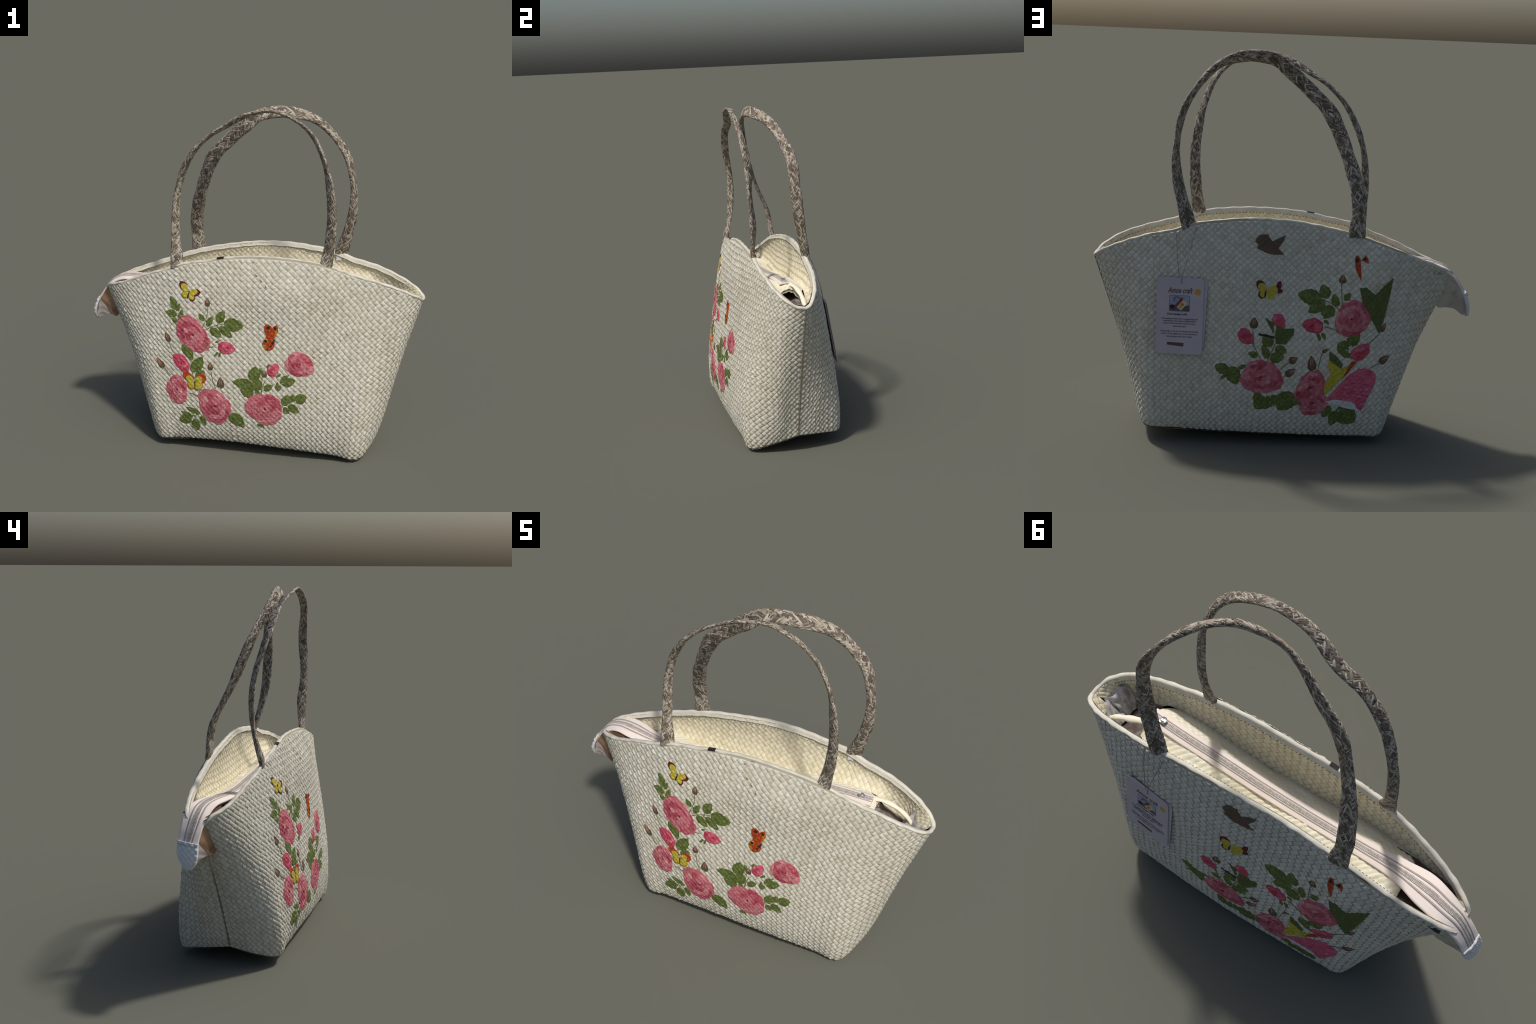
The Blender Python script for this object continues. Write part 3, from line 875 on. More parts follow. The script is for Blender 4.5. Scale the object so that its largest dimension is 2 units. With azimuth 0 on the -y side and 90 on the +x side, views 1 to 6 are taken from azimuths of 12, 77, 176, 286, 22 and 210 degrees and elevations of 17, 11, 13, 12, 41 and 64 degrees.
def flap_wall(k, f_, sgn):
    hollow = 0.07 if sgn < 0 else 0.04
    hw = (wt[k] * (1 - f_) + wl[k] * f_) * (1 - hollow * math.sin(math.pi * f_))
    fade = 1 - (k / 40) ** 2
    hw *= 1 + (0.22 if sgn < 0 else -0.28) * f_ * fade
    return tops[k] * (1 - f_) + lows[k] * f_ + across * (sgn * hw + 0.0012 * math.sin(1.1 * k + 7 * f_))


for part, sgn, k0, k1, mat in (("flap_side", -1, 0, 29, "leather"), ("flap_lining", -1, 28, 41, "tab_inner"),
                               ("flap_side", 1, 0, 31, "flap_cloth"), ("flap_lining", 1, 30, 41, "tab_inner")):
    V = np.array([[flap_wall(k, f_, sgn) for f_ in depth] for k in range(k0, k1)]).reshape(-1, 3)
    F = oriented(V, grid_faces(k1 - k0, 13), np.array([0, sgn, 0]))
    add(part, new_mesh(part, V, F), tape, M[mat])
V = np.array([[flap_wall(k, 1.0, -1) * (1 - w_) + flap_wall(k, 1.0, 1) * w_ for w_ in np.linspace(0, 1, 9)] for k in range(41)])
V[..., 2] += 0.012 * np.sin(np.pi * np.linspace(0, 1, 9))[None, :] * np.linspace(0, 1, 41)[:, None]
V = V.reshape(-1, 3)
F = oriented(V, grid_faces(41, 9), np.array([0, 0, -1]))
add("flap_lining", new_mesh("flap_lining", V, F), tape, M["tab_inner"])

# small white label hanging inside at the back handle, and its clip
H = Heap()
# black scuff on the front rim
H2 = Heap()
H2.put(*box(-0.135, -0.155, 1.147, 0.040, 0.019, 0.009))
mk = H2.build("scuff_mark", root, M["dark"], smooth=False)
mk.data.transform(Matrix.Translation((-0.135, 0, 1.146)) @ Matrix.Rotation(math.radians(-9), 4, "Y") @ Matrix.Translation((0.135, 0, -1.146)))
yb = float(wall_y("back", np.array([0.498]), np.array([1.10]), 0.030)[0])
H.put(*box(0.497, yb - 0.002, 1.100, 0.030, 0.004, 0.046))
lb = H.build("fabric_label", root, M["label"], smooth=False)


# ------------------------------------------------------------------ paper cut-outs glued on the panels
class Decor:
    """Cut paper motifs that follow the woven relief of one panel."""

    def __init__(self, side):
        self.panel, self.parent = PANEL[side], panel_object[side]
        self.right = 1.0 if side == "front" else -1.0   # viewer's right along x
        self.seed = 0

    def lay(self, pieces, centre, turn, name, *mats):
        """pieces: list of (outline (n,2) in x,z about its own middle point, middle, layer, slot)."""
        cx, cz = centre
        s, t = self.panel.find(np.array([cx]), np.array([cz]))
        o, nrm_ = self.panel.at(s, t)[0], self.panel.sample(self.panel.N, s, t)[0]
        nrm_ = nrm_ / np.linalg.norm(nrm_)
        ax = np.array([self.right * math.cos(turn), 0, math.sin(turn)])
        ax -= nrm_ * (ax @ nrm_)
        ax /= np.linalg.norm(ax)
        ay = np.cross(nrm_, ax)
        xs, zs, lift, faces, slots, base = [], [], [], [], [], 0
        for outline, mid, layer, slot in pieces:
            out = np.asarray(outline, float)
            mid = np.asarray(mid, float)
            size = np.linalg.norm(out - mid, axis=1).max()
            nr = max(2, int(size / 0.0032))
            k = len(out)
            xs.append(np.array([mid[0]])); zs.append(np.array([mid[1]])); lift.append(np.array([layer]))
            for r_ in range(1, nr + 1):
                ring = mid + (out - mid) * (r_ / nr)
                xs.append(ring[:, 0]); zs.append(ring[:, 1]); lift.append(np.full(k, float(layer)))
            xs.append(out[:, 0]); zs.append(out[:, 1]); lift.append(np.full(k, layer - 3.0))   # cut edge of the paper
            for j in range(k):
                faces.append([base, base + 1 + j, base + 1 + (j + 1) % k])
            for r_ in range(nr):
                a = base + 1 + r_ * k
                for j in range(k):
                    j2 = (j + 1) % k
                    faces.append([a + j, a + k + j, a + k + j2, a + j2])
            slots += [slot] * (k * (nr + 1))
            base += 1 + k * (nr + 1)
        x, z, layer = np.concatenate(xs), np.concatenate(zs), np.concatenate(lift)
        s, t = self.panel.find(x, z)
        p, q = self.panel.pq(s, t)
        a, b = ab_of(p, q)
        h = np.maximum(weave_height(a, b, RELIEF), 0.0008) + 0.0007 + 0.00038 * layer
        V = self.panel.at(s, t, h) - o
        V = np.stack([V @ ax, V @ ay, V @ nrm_], 1)
        me = bpy.data.meshes.new(name)
        me.from_pydata(V.tolist(), [], faces)
        me.polygons.foreach_set("material_index", slots)
        me.polygons.foreach_set("use_smooth", [True] * len(faces))
        f0 = me.polygons[0].normal.z
        if f0 < 0:
            me.flip_normals()
        ob = add(name, me, self.parent, *mats)
        ob.matrix_world = Matrix(((ax[0], ay[0], nrm_[0], o[0]), (ax[1], ay[1], nrm_[1], o[1]), (ax[2], ay[2], nrm_[2], o[2]), (0, 0, 0, 1)))
        return ob

    def random(self):
        self.seed += 1
        return np.random.default_rng(self.seed + (1000 if self.right > 0 else 2000))

    def leaf(self, x0, z0, x1, z1, w):
        L = math.hypot(x1 - x0, z1 - z0)
        d = np.array([x1 - x0, z1 - z0]) / L
        e = np.array([-d[1], d[0]])
        r = self.random()
        n = max(10, int(L / 0.004))
        u = np.linspace(0, 1, n)
        prof = w / 2 * 1.15 * np.sin(np.pi * u ** 0.82) ** 0.7 * (1 + 0.05 * np.sin(u * L / 0.004 + 6 * r.random()))
        bend = r.uniform(-0.06, 0.06) * L * np.sin(np.pi * u)
        up = np.array([x0, z0]) + np.outer(u * L, d) + np.outer(bend + prof, e)
        dn = np.array([x0, z0]) + np.outer(u * L, d) + np.outer(bend - prof, e)
        out = np.vstack([up, dn[::-1][1:-1]])
        mid = np.array([x0, z0]) + d * L * 0.48 + e * bend[n // 2]
        self.lay([(out, mid, 0, 0)], mid, math.atan2(d[1], d[0] * self.right), "leaf", M["leaf"])

    def bloom(self, x, z, rx, rz, angle, name, mat, rings, lobes):
        r = self.random()
        A = math.radians(angle)
        ca, sa = math.cos(A), math.sin(A)
        put = lambda a, b: np.stack([x + a * rx * ca - b * rz * sa, z + a * rx * sa + b * rz * ca], -1)
        th = np.linspace(0, 2 * np.pi, max(28, int(2 * np.pi * max(rx, rz) / 0.0045)), endpoint=False)
        f = r.uniform(0, 6, 4)
        rad = 0.92 + 0.085 * np.abs(np.sin(lobes / 2 * th + f[0])) ** 0.6 + 0.055 * np.sin(3 * th + f[1]) + 0.04 * np.sin(2 * th + f[2]) + 0.03 * np.sin(5 * th + f[3])
        pieces = [(put(rad * np.cos(th), rad * np.sin(th)), (x, z), 0, 0)]
        layer = 1
        for ring_r, count, size in rings:
            off = r.uniform(0, 6)
            for k in range(count):
                a0 = off + 2 * np.pi * (k + r.uniform(-0.25, 0.25)) / count
                rr = ring_r * r.uniform(0.88, 1.08)
                la, lb = size * r.uniform(0.8, 1.15), size * r.uniform(0.5, 0.75)
                ph = np.linspace(0, 2 * np.pi, max(12, int(2 * np.pi * la * rx / 0.005)), endpoint=False)
                wave = 1 + 0.10 * np.sin(3 * ph + 6 * r.random())
                tx, ty = lb * wave * np.cos(ph), la * wave * np.sin(ph)
                cx, cy = rr * math.cos(a0), rr * math.sin(a0)
                px_, py_ = cx + tx * math.cos(a0) - ty * math.sin(a0), cy + tx * math.sin(a0) + ty * math.cos(a0)
                q_ = np.hypot(px_, py_)
                sc = np.where(q_ > 0.93, 0.93 / q_, 1)
                out = put(px_ * sc, py_ * sc)
                pieces.append((out, out.mean(0), layer + 0.8 * r.random(), 0))
            layer += 1.2
        ph = np.linspace(0, 2 * np.pi, 10, endpoint=False)
        if rx > 0.05:
            c = put(0.05 + 0.05 * np.cos(ph), 0.02 + 0.06 * np.sin(ph))
            pieces.append((c, c.mean(0), layer + 1.5, 1))
        self.lay(pieces, (x, z), 0.0, name, M[mat], M["maroon"])

    def rose(self, x, z, rx, rz, angle):
        self.bloom(x, z, rx, rz, angle, "rose", "rose", ((0.78, 9, 0.36), (0.56, 8, 0.30), (0.34, 6, 0.24), (0.15, 4, 0.15)), 11)

    def rosebud(self, x, z, rx, rz, angle):
        self.bloom(x, z, rx, rz, angle, "rosebud", "rosebud", ((0.62, 5, 0.42), (0.28, 3, 0.36)), 7)

    def bud(self, x0, z0, x1, z1, w):
        L = math.hypot(x1 - x0, z1 - z0)
        d = np.array([x1 - x0, z1 - z0]) / L
        e = np.array([-d[1], d[0]])
        u = np.linspace(0, 1, 14)
        pieces = []
        for shift, scale, layer, slot in ((0, 1.0, 0, 0), (-0.12, 0.15, 1.2, 1), (0.15, 0.13, 1.2, 1)):
            prof = w / 2 * scale * np.sin(np.pi * u ** 0.62) ** 0.75
            if slot:
                prof = w / 2 * scale * np.sin(np.pi * u)
            lo, hi = (0.0, 1.0) if not slot else (0.25, 0.98)
            line = np.array([x0, z0]) + np.outer((lo + u * (hi - lo)) * L, d)
            c = shift * w * (1 - 0.5 * u)
            up, dn = line + np.outer(c + prof, e), line + np.outer(c - prof, e)
            out = np.vstack([up, dn[::-1][1:-1]])
            pieces.append((out, out.mean(0), layer, slot))
        self.lay(pieces, ((x0 + x1) / 2, (z0 + z1) / 2), math.atan2(d[1], d[0] * self.right), "bud", M["bud"], M["bud_pink"])

    def stem(self, *pts):
        P = np.array(pts, float)
        P3 = catmull(np.column_stack([P, np.zeros(len(P))]), max(8, int(60 * np.linalg.norm(np.diff(P, axis=0), axis=1).sum() / 0.25)))
        P = P3[:, :2]
        s, t = self.panel.find(P[:, 0], P[:, 1])
        a, b = ab_of(*self.panel.pq(s, t))
        h = np.maximum(weave_height(a, b, RELIEF), 0.0008) + 0.0004
        V, F = tube(self.panel.at(s, t, h), np.linspace(0.0026, 0.0018, len(P)), 6)
        add("stem", new_mesh("stem", V, F), self.parent, M["stem"])

    def wing(self, mat, layer, x0, z0, x1, z1, w):
        L = math.hypot(x1 - x0, z1 - z0)
        d = np.array([x1 - x0, z1 - z0]) / L
        e = np.array([-d[1], d[0]])
        u = np.linspace(0, 1, 16)
        prof = w / 2 * np.sin(np.pi * u ** 1.25) ** 0.6
        line = np.array([x0, z0]) + np.outer(u * L, d)
        out = np.vstack([line + np.outer(prof, e), (line - np.outer(prof, e))[::-1][1:-1]])
        name = {"fleck": "stain_fleck"}.get(mat, "butterfly_wing")
        self.lay([(out, out.mean(0), layer, 0)], out.mean(0), 0.0, name, M[mat])

    def patch(self, mat, layer, *pts):
        P = np.array(pts, float)
        out = []
        for a, b in zip(P, np.roll(P, -1, 0)):
            k = max(1, int(np.linalg.norm(b - a) / 0.005))
            out += [a + (b - a) * i / k for i in range(k)]
        out = np.array(out)
        # middle of the area
        x, z = P[:, 0], P[:, 1]
        x2, z2 = np.roll(x, -1), np.roll(z, -1)
        cr = x * z2 - x2 * z
        c = np.array([((x + x2) * cr).sum(), ((z + z2) * cr).sum()]) / (3 * cr.sum())
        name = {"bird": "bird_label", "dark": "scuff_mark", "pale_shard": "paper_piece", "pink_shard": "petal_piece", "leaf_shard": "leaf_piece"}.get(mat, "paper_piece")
        return self.lay([(out, c, layer, 0)], c, 0.0, name, M[mat])


F, G = Decor("front"), Decor("back")
F.leaf(-0.391, 0.842, -0.426, 0.914, 0.037)
F.leaf(-0.380, 0.814, -0.454, 0.820, 0.037)
F.leaf(-0.365, 0.793, -0.347, 0.849, 0.027)
F.leaf(-0.384, 0.834, -0.366, 0.881, 0.022)
F.leaf(-0.377, 0.773, -0.412, 0.790, 0.026)
F.leaf(-0.214, 0.798, -0.247, 0.837, 0.027)
F.leaf(-0.196, 0.767, -0.161, 0.827, 0.031)
F.leaf(-0.132, 0.793, -0.096, 0.863, 0.047)
F.leaf(-0.096, 0.794, 0.017, 0.784, 0.068)
F.leaf(-0.178, 0.758, -0.110, 0.713, 0.042)
F.leaf(-0.126, 0.772, -0.046, 0.716, 0.040)
F.leaf(-0.343, 0.650, -0.278, 0.564, 0.051)
F.leaf(-0.285, 0.500, -0.219, 0.591, 0.058)
F.leaf(-0.124, 0.691, -0.147, 0.679, 0.011)
F.leaf(-0.127, 0.627, -0.149, 0.601, 0.013)
F.leaf(-0.113, 0.627, -0.124, 0.595, 0.013)
F.leaf(-0.259, 0.463, -0.203, 0.510, 0.038)
F.leaf(-0.231, 0.247, -0.319, 0.277, 0.028)
F.leaf(-0.276, 0.222, -0.353, 0.245, 0.026)
F.leaf(-0.285, 0.211, -0.365, 0.187, 0.053)
F.leaf(-0.265, 0.213, -0.251, 0.135, 0.047)
F.leaf(-0.229, 0.235, -0.205, 0.173, 0.033)
F.leaf(-0.061, 0.264, 0.031, 0.194, 0.063)
F.leaf(0.073, 0.474, 0.096, 0.562, 0.061)
F.leaf(0.080, 0.456, -0.040, 0.464, 0.052)
F.leaf(0.086, 0.405, 0.006, 0.421, 0.059)
F.leaf(0.083, 0.423, 0.123, 0.487, 0.054)
F.leaf(0.099, 0.429, 0.118, 0.391, 0.023)
F.leaf(0.143, 0.429, 0.195, 0.461, 0.034)
F.leaf(0.242, 0.481, 0.321, 0.500, 0.047)
F.leaf(0.236, 0.478, 0.282, 0.527, 0.022)
F.leaf(0.214, 0.439, 0.222, 0.484, 0.018)
F.leaf(0.223, 0.435, 0.243, 0.465, 0.020)
F.leaf(0.252, 0.348, 0.283, 0.412, 0.043)
F.leaf(0.295, 0.372, 0.316, 0.416, 0.036)
F.leaf(0.328, 0.372, 0.386, 0.413, 0.052)
F.leaf(0.286, 0.353, 0.345, 0.311, 0.043)
F.leaf(0.259, 0.339, 0.289, 0.300, 0.029)
F.leaf(0.104, 0.218, 0.151, 0.205, 0.018)
F.leaf(0.138, 0.511, 0.118, 0.559, 0.020)
F.leaf(0.163, 0.555, 0.171, 0.583, 0.018)
F.leaf(0.212, 0.511, 0.241, 0.531, 0.013)
F.stem((-0.222, 0.757), (-0.197, 0.829), (-0.197, 0.879))
F.stem((-0.201, 0.748), (-0.164, 0.770), (-0.100, 0.790))
F.stem((-0.428, 0.647), (-0.396, 0.591))
F.stem((-0.454, 0.494), (-0.415, 0.459))
F.stem((-0.218, 0.650), (-0.138, 0.655))
F.stem((-0.365, 0.789), (-0.399, 0.835))
F.stem((-0.133, 0.769), (-0.130, 0.798))
F.stem((-0.289, 0.518), (-0.273, 0.490))
F.stem((-0.291, 0.370), (-0.232, 0.357))
F.stem((-0.261, 0.408), (-0.218, 0.373))
F.stem((-0.215, 0.402), (-0.200, 0.381))
F.stem((-0.167, 0.512), (-0.158, 0.468), (-0.139, 0.414))
F.stem((-0.285, 0.510), (-0.264, 0.451))
F.stem((-0.288, 0.230), (-0.252, 0.238))
F.stem((-0.262, 0.233), (-0.265, 0.208))
F.stem((0.132, 0.502), (0.132, 0.404))
F.stem((0.149, 0.485), (0.123, 0.403))
F.stem((0.252, 0.348), (0.310, 0.376))
F.stem((0.284, 0.527), (0.236, 0.473))
F.rose(-0.284, 0.713, 0.120, 0.085, -42)
F.rose(-0.373, 0.378, 0.066, 0.089, 12)
F.rose(-0.146, 0.305, 0.096, 0.110, 25)
F.rose(0.146, 0.317, 0.113, 0.093, -5)
F.rose(0.341, 0.589, 0.082, 0.073, -10)
F.rosebud(-0.081, 0.654, 0.052, 0.035, -10)
F.rosebud(-0.348, 0.540, 0.068, 0.040, -47)
F.rosebud(0.194, 0.549, 0.043, 0.032, 50)
F.bud(-0.197, 0.879, -0.199, 0.928, 0.033)
F.bud(-0.426, 0.651, -0.451, 0.707, 0.035)
F.bud(-0.458, 0.493, -0.507, 0.545, 0.039)
F.bud(-0.171, 0.516, -0.173, 0.564, 0.033)
F.bud(-0.109, 0.417, -0.110, 0.484, 0.044)
F.bud(0.148, 0.503, 0.138, 0.543, 0.031)
F.wing("maroon", 2, -0.315, 0.947, -0.368, 1.003, 0.044)
F.wing("yellow", 3, -0.316, 0.951, -0.359, 0.990, 0.038)
F.wing("amber", 2, -0.317, 0.947, -0.353, 0.920, 0.040)
F.wing("yellow", 3, -0.317, 0.947, -0.349, 0.922, 0.033)
F.wing("maroon", 2, -0.311, 0.948, -0.240, 0.953, 0.040)
F.wing("yellow", 3, -0.311, 0.949, -0.258, 0.956, 0.034)
F.wing("maroon", 2, -0.311, 0.946, -0.277, 0.903, 0.040)
F.wing("yellow", 3, -0.312, 0.946, -0.282, 0.910, 0.033)
F.wing("dark", 4, -0.306, 0.962, -0.320, 0.910, 0.008)
F.wing("orange", 2, -0.266, 0.436, -0.336, 0.489, 0.047)
F.wing("yellow", 3, -0.267, 0.440, -0.318, 0.463, 0.036)
F.wing("amber", 2, -0.267, 0.439, -0.302, 0.400, 0.055)
F.wing("yellow", 3, -0.267, 0.437, -0.298, 0.406, 0.044)
F.wing("orange", 2, -0.261, 0.437, -0.197, 0.482, 0.055)
F.wing("yellow", 3, -0.260, 0.443, -0.219, 0.463, 0.041)
F.wing("amber", 2, -0.261, 0.437, -0.222, 0.399, 0.058)
F.wing("yellow", 3, -0.260, 0.435, -0.226, 0.404, 0.047)
F.wing("dark", 4, -0.265, 0.450, -0.262, 0.402, 0.007)
F.wing("orange", 2, 0.162, 0.758, 0.171, 0.682, 0.049)
F.wing("orange", 2, 0.183, 0.723, 0.147, 0.807, 0.051)
F.wing("orange", 2, 0.183, 0.723, 0.206, 0.805, 0.038)
F.wing("orange", 2, 0.192, 0.733, 0.144, 0.662, 0.067)
F.wing("orange", 2, 0.188, 0.715, 0.129, 0.692, 0.045)
F.wing("amber", 3, 0.199, 0.727, 0.209, 0.789, 0.012)
F.wing("dark", 3, 0.163, 0.776, 0.158, 0.796, 0.021)
F.wing("dark", 3, 0.201, 0.775, 0.200, 0.795, 0.018)
F.wing("dark", 3, 0.172, 0.673, 0.199, 0.724, 0.013)
F.wing("amber", 3, 0.145, 0.694, 0.146, 0.724, 0.028)
F.wing("dark", 4, 0.145, 0.699, 0.146, 0.719, 0.020)
F.patch("amber", 3, (0.125, 0.692), (0.143, 0.689), (0.155, 0.671), (0.151, 0.659), (0.139, 0.666))
G.leaf(0.078, 0.530, 0.112, 0.594, 0.052)
G.leaf(0.094, 0.468, 0.124, 0.537, 0.035)
G.leaf(0.145, 0.477, 0.193, 0.497, 0.030)
G.leaf(0.083, 0.466, 0.008, 0.480, 0.050)
G.leaf(0.057, 0.523, -0.005, 0.502, 0.043)
G.leaf(0.290, 0.399, 0.361, 0.426, 0.050)
G.leaf(0.279, 0.404, 0.333, 0.355, 0.020)
G.leaf(0.279, 0.425, 0.247, 0.332, 0.068)
G.leaf(0.200, 0.432, 0.249, 0.412, 0.020)
G.leaf(0.113, 0.276, 0.162, 0.251, 0.055)
G.leaf(0.103, 0.271, 0.147, 0.203, 0.069)
G.leaf(0.094, 0.274, 0.101, 0.201, 0.069)
G.leaf(0.085, 0.272, 0.051, 0.219, 0.069)
G.leaf(-0.047, 0.288, 0.034, 0.200, 0.087)
G.leaf(-0.114, 0.291, -0.027, 0.220, 0.034)
G.leaf(0.122, 0.417, 0.177, 0.294, 0.009)
G.leaf(-0.238, 0.224, -0.200, 0.160, 0.044)
G.leaf(-0.272, 0.197, -0.242, 0.117, 0.051)
G.leaf(-0.276, 0.212, -0.372, 0.132, 0.097)
G.leaf(-0.322, 0.520, -0.261, 0.547, 0.069)
G.leaf(-0.317, 0.515, -0.301, 0.478, 0.064)
G.leaf(-0.326, 0.539, -0.373, 0.611, 0.055)
G.leaf(-0.158, 0.603, -0.172, 0.560, 0.017)
G.leaf(-0.181, 0.606, -0.198, 0.566, 0.017)
G.leaf(-0.188, 0.667, -0.216, 0.650, 0.016)
G.leaf(-0.183, 0.679, -0.219, 0.687, 0.011)
G.leaf(-0.172, 0.776, -0.052, 0.794, 0.068)
G.leaf(-0.205, 0.777, -0.174, 0.845, 0.052)
G.leaf(-0.258, 0.740, -0.236, 0.803, 0.036)
G.leaf(-0.288, 0.772, -0.323, 0.808, 0.029)
G.leaf(-0.193, 0.761, -0.108, 0.706, 0.054)
G.leaf(-0.245, 0.726, -0.173, 0.696, 0.056)
G.stem((-0.194, 0.636), (-0.267, 0.618))
G.stem((-0.474, 0.596), (-0.428, 0.549))
G.stem((-0.485, 0.447), (-0.439, 0.420))
G.stem((-0.185, 0.499), (-0.163, 0.402))
G.stem((0.172, 0.545), (0.123, 0.454))
G.stem((0.174, 0.618), (0.165, 0.545))
G.stem((0.056, 0.546), (0.100, 0.445))
G.stem((-0.018, 0.451), (0.026, 0.413))
G.stem((-0.002, 0.386), (0.011, 0.372))
G.stem((-0.274, 0.856), (-0.278, 0.775), (-0.286, 0.728))
G.stem((-0.172, 0.774), (-0.220, 0.755), (-0.269, 0.724))
G.rose(0.121, 0.371, 0.114, 0.087, 12)
G.rose(-0.134, 0.317, 0.078, 0.094, 30)
G.rose(-0.149, 0.236, 0.080, 0.064, 0)
G.rose(-0.336, 0.679, 0.098, 0.089, -30)
G.rosebud(-0.136, 0.639, 0.056, 0.037, 5)
G.rosebud(-0.382, 0.506, 0.057, 0.041, -35)
G.rosebud(0.208, 0.581, 0.050, 0.034, 45)
G.rosebud(0.041, 0.659, 0.043, 0.032, 50)
G.bud(0.169, 0.621, 0.167, 0.680, 0.043)
G.bud(-0.018, 0.451, -0.061, 0.474, 0.039)
G.bud(-0.000, 0.381, -0.052, 0.417, 0.037)
G.bud(-0.138, 0.406, -0.130, 0.487, 0.046)
G.bud(-0.485, 0.447, -0.539, 0.486, 0.039)
G.bud(-0.488, 0.609, -0.512, 0.654, 0.025)
G.bud(-0.185, 0.504, -0.221, 0.523, 0.018)
G.bud(-0.279, 0.854, -0.280, 0.898, 0.038)
G.patch("pink_shard", 3, (-0.205, 0.246), (-0.328, 0.389), (-0.378, 0.419), (-0.416, 0.423), (-0.454, 0.405), (-0.472, 0.382), (-0.467, 0.339), (-0.437, 0.273), (-0.401, 0.196), (-0.377, 0.209), (-0.369, 0.231), (-0.344, 0.248), (-0.264, 0.258))
G.patch("pale_shard", 3, (-0.207, 0.245), (-0.264, 0.257), (-0.344, 0.247), (-0.370, 0.230), (-0.378, 0.209), (-0.399, 0.195), (-0.323, 0.209))
G.patch("yellow", 4, (-0.225, 0.463), (-0.289, 0.419), (-0.321, 0.440), (-0.367, 0.454), (-0.296, 0.375), (-0.234, 0.304), (-0.203, 0.275), (-0.205, 0.336), (-0.237, 0.400), (-0.215, 0.432))
G.patch("leaf_shard", 4, (-0.223, 0.511), (-0.264, 0.482), (-0.293, 0.445), (-0.289, 0.419), (-0.225, 0.463))
G.patch("orange", 5, (-0.339, 0.459), (-0.368, 0.457), (-0.314, 0.389), (-0.292, 0.365))
G.patch("leaf_shard", 3, (-0.368, 0.835), (-0.402, 0.838), (-0.450, 0.801), (-0.456, 0.706), (-0.456, 0.649), (-0.422, 0.704), (-0.384, 0.760))
G.patch("leaf_shard", 4, (-0.462, 0.724), (-0.516, 0.778), (-0.499, 0.682), (-0.480, 0.598), (-0.427, 0.685), (-0.425, 0.739))
G.patch("leaf_shard", 5, (-0.450, 0.801), (-0.494, 0.846), (-0.542, 0.888), (-0.527, 0.788), (-0.496, 0.652), (-0.460, 0.647))
G.patch("leaf_shard", 3, (0.114, 0.680), (0.068, 0.649), (0.065, 0.596), (0.071, 0.601))
G.patch("leaf_shard", 3, (0.052, 0.641), (0.010, 0.621), (-0.038, 0.623), (-0.037, 0.592), (0.003, 0.542), (0.053, 0.544), (0.060, 0.587))
G.patch("dark", 4, (0.142, 0.598), (0.105, 0.591), (0.061, 0.582), (0.062, 0.572), (0.105, 0.581), (0.143, 0.588))
G.patch("bird", 2, (0.173, 1.053), (0.167, 1.072), (0.148, 1.089), (0.110, 1.092), (0.099, 1.074), (0.085, 1.056), (0.056, 1.024), (0.024, 0.990), (0.076, 0.990), (0.111, 0.997), (0.164, 1.023), (0.155, 1.040))
G.patch("bird", 3, (0.086, 1.056), (0.019, 1.088), (0.029, 1.058), (0.054, 1.022))
G.wing("maroon", 2, 0.112, 0.802, 0.157, 0.863, 0.043)
G.wing("yellow", 3, 0.114, 0.803, 0.147, 0.849, 0.040)
G.wing("maroon", 2, 0.114, 0.802, 0.150, 0.785, 0.041)
G.wing("yellow", 3, 0.112, 0.802, 0.143, 0.790, 0.034)
G.wing("yellow", 3, 0.111, 0.805, 0.050, 0.818, 0.048)
G.wing("maroon", 2, 0.053, 0.806, 0.041, 0.859, 0.026)
G.wing("maroon", 2, 0.057, 0.801, 0.027, 0.814, 0.021)
G.wing("yellow", 3, 0.109, 0.798, 0.067, 0.777, 0.038)
G.wing("dark", 4, 0.115, 0.815, 0.116, 0.776, 0.008)
G.patch("orange", 3, (-0.338, 0.980), (-0.343, 0.992), (-0.353, 0.998), (-0.364, 0.985), (-0.369, 0.962), (-0.374, 0.870), (-0.357, 0.900), (-0.343, 0.934))
G.patch("orange", 3, (-0.371, 0.974), (-0.383, 0.986), (-0.395, 0.999), (-0.406, 0.983), (-0.409, 0.957), (-0.390, 0.968))
G.wing("dark", 4, -0.352, 0.961, -0.350, 0.987, 0.014)
G.wing("dark", 4, -0.387, 0.972, -0.392, 0.989, 0.012)
F.wing("fleck", 2, 0.086, 1.162, 0.106, 1.169, 0.006)
F.wing("fleck", 2, 0.050, 1.132, 0.060, 1.141, 0.006)
F.wing("fleck", 2, 0.051, 1.095, 0.055, 1.091, 0.006)
F.wing("fleck", 2, 0.072, 1.076, 0.087, 1.065, 0.006)
F.wing("fleck", 2, 0.101, 1.051, 0.116, 1.039, 0.006)
F.wing("fleck", 2, 0.135, 1.020, 0.144, 1.008, 0.006)


# ------------------------------------------------------------------ paper tag hanging on the back
def card(w, h, r, thick):
    pts = []
    for cx, cy, a0 in ((w / 2 - r, h / 2 - r, 0), (-w / 2 + r, h / 2 - r, 90), (-w / 2 + r, -h / 2 + r, 180), (w / 2 - r, -h / 2 + r, 270)):
        for k in range(7):
            a = math.radians(a0 + 15 * k)
            pts.append((cx + r * math.cos(a), cy + r * math.sin(a)))
    n = len(pts)
    V = [(x, y, thick / 2) for x, y in pts] + [(x, y, -thick / 2) for x, y in pts]
    return V, [list(range(n)), list(range(2 * n - 1, n - 1, -1))] + [[i, n + i, n + (i + 1) % n, (i + 1) % n] for i in range(n)]


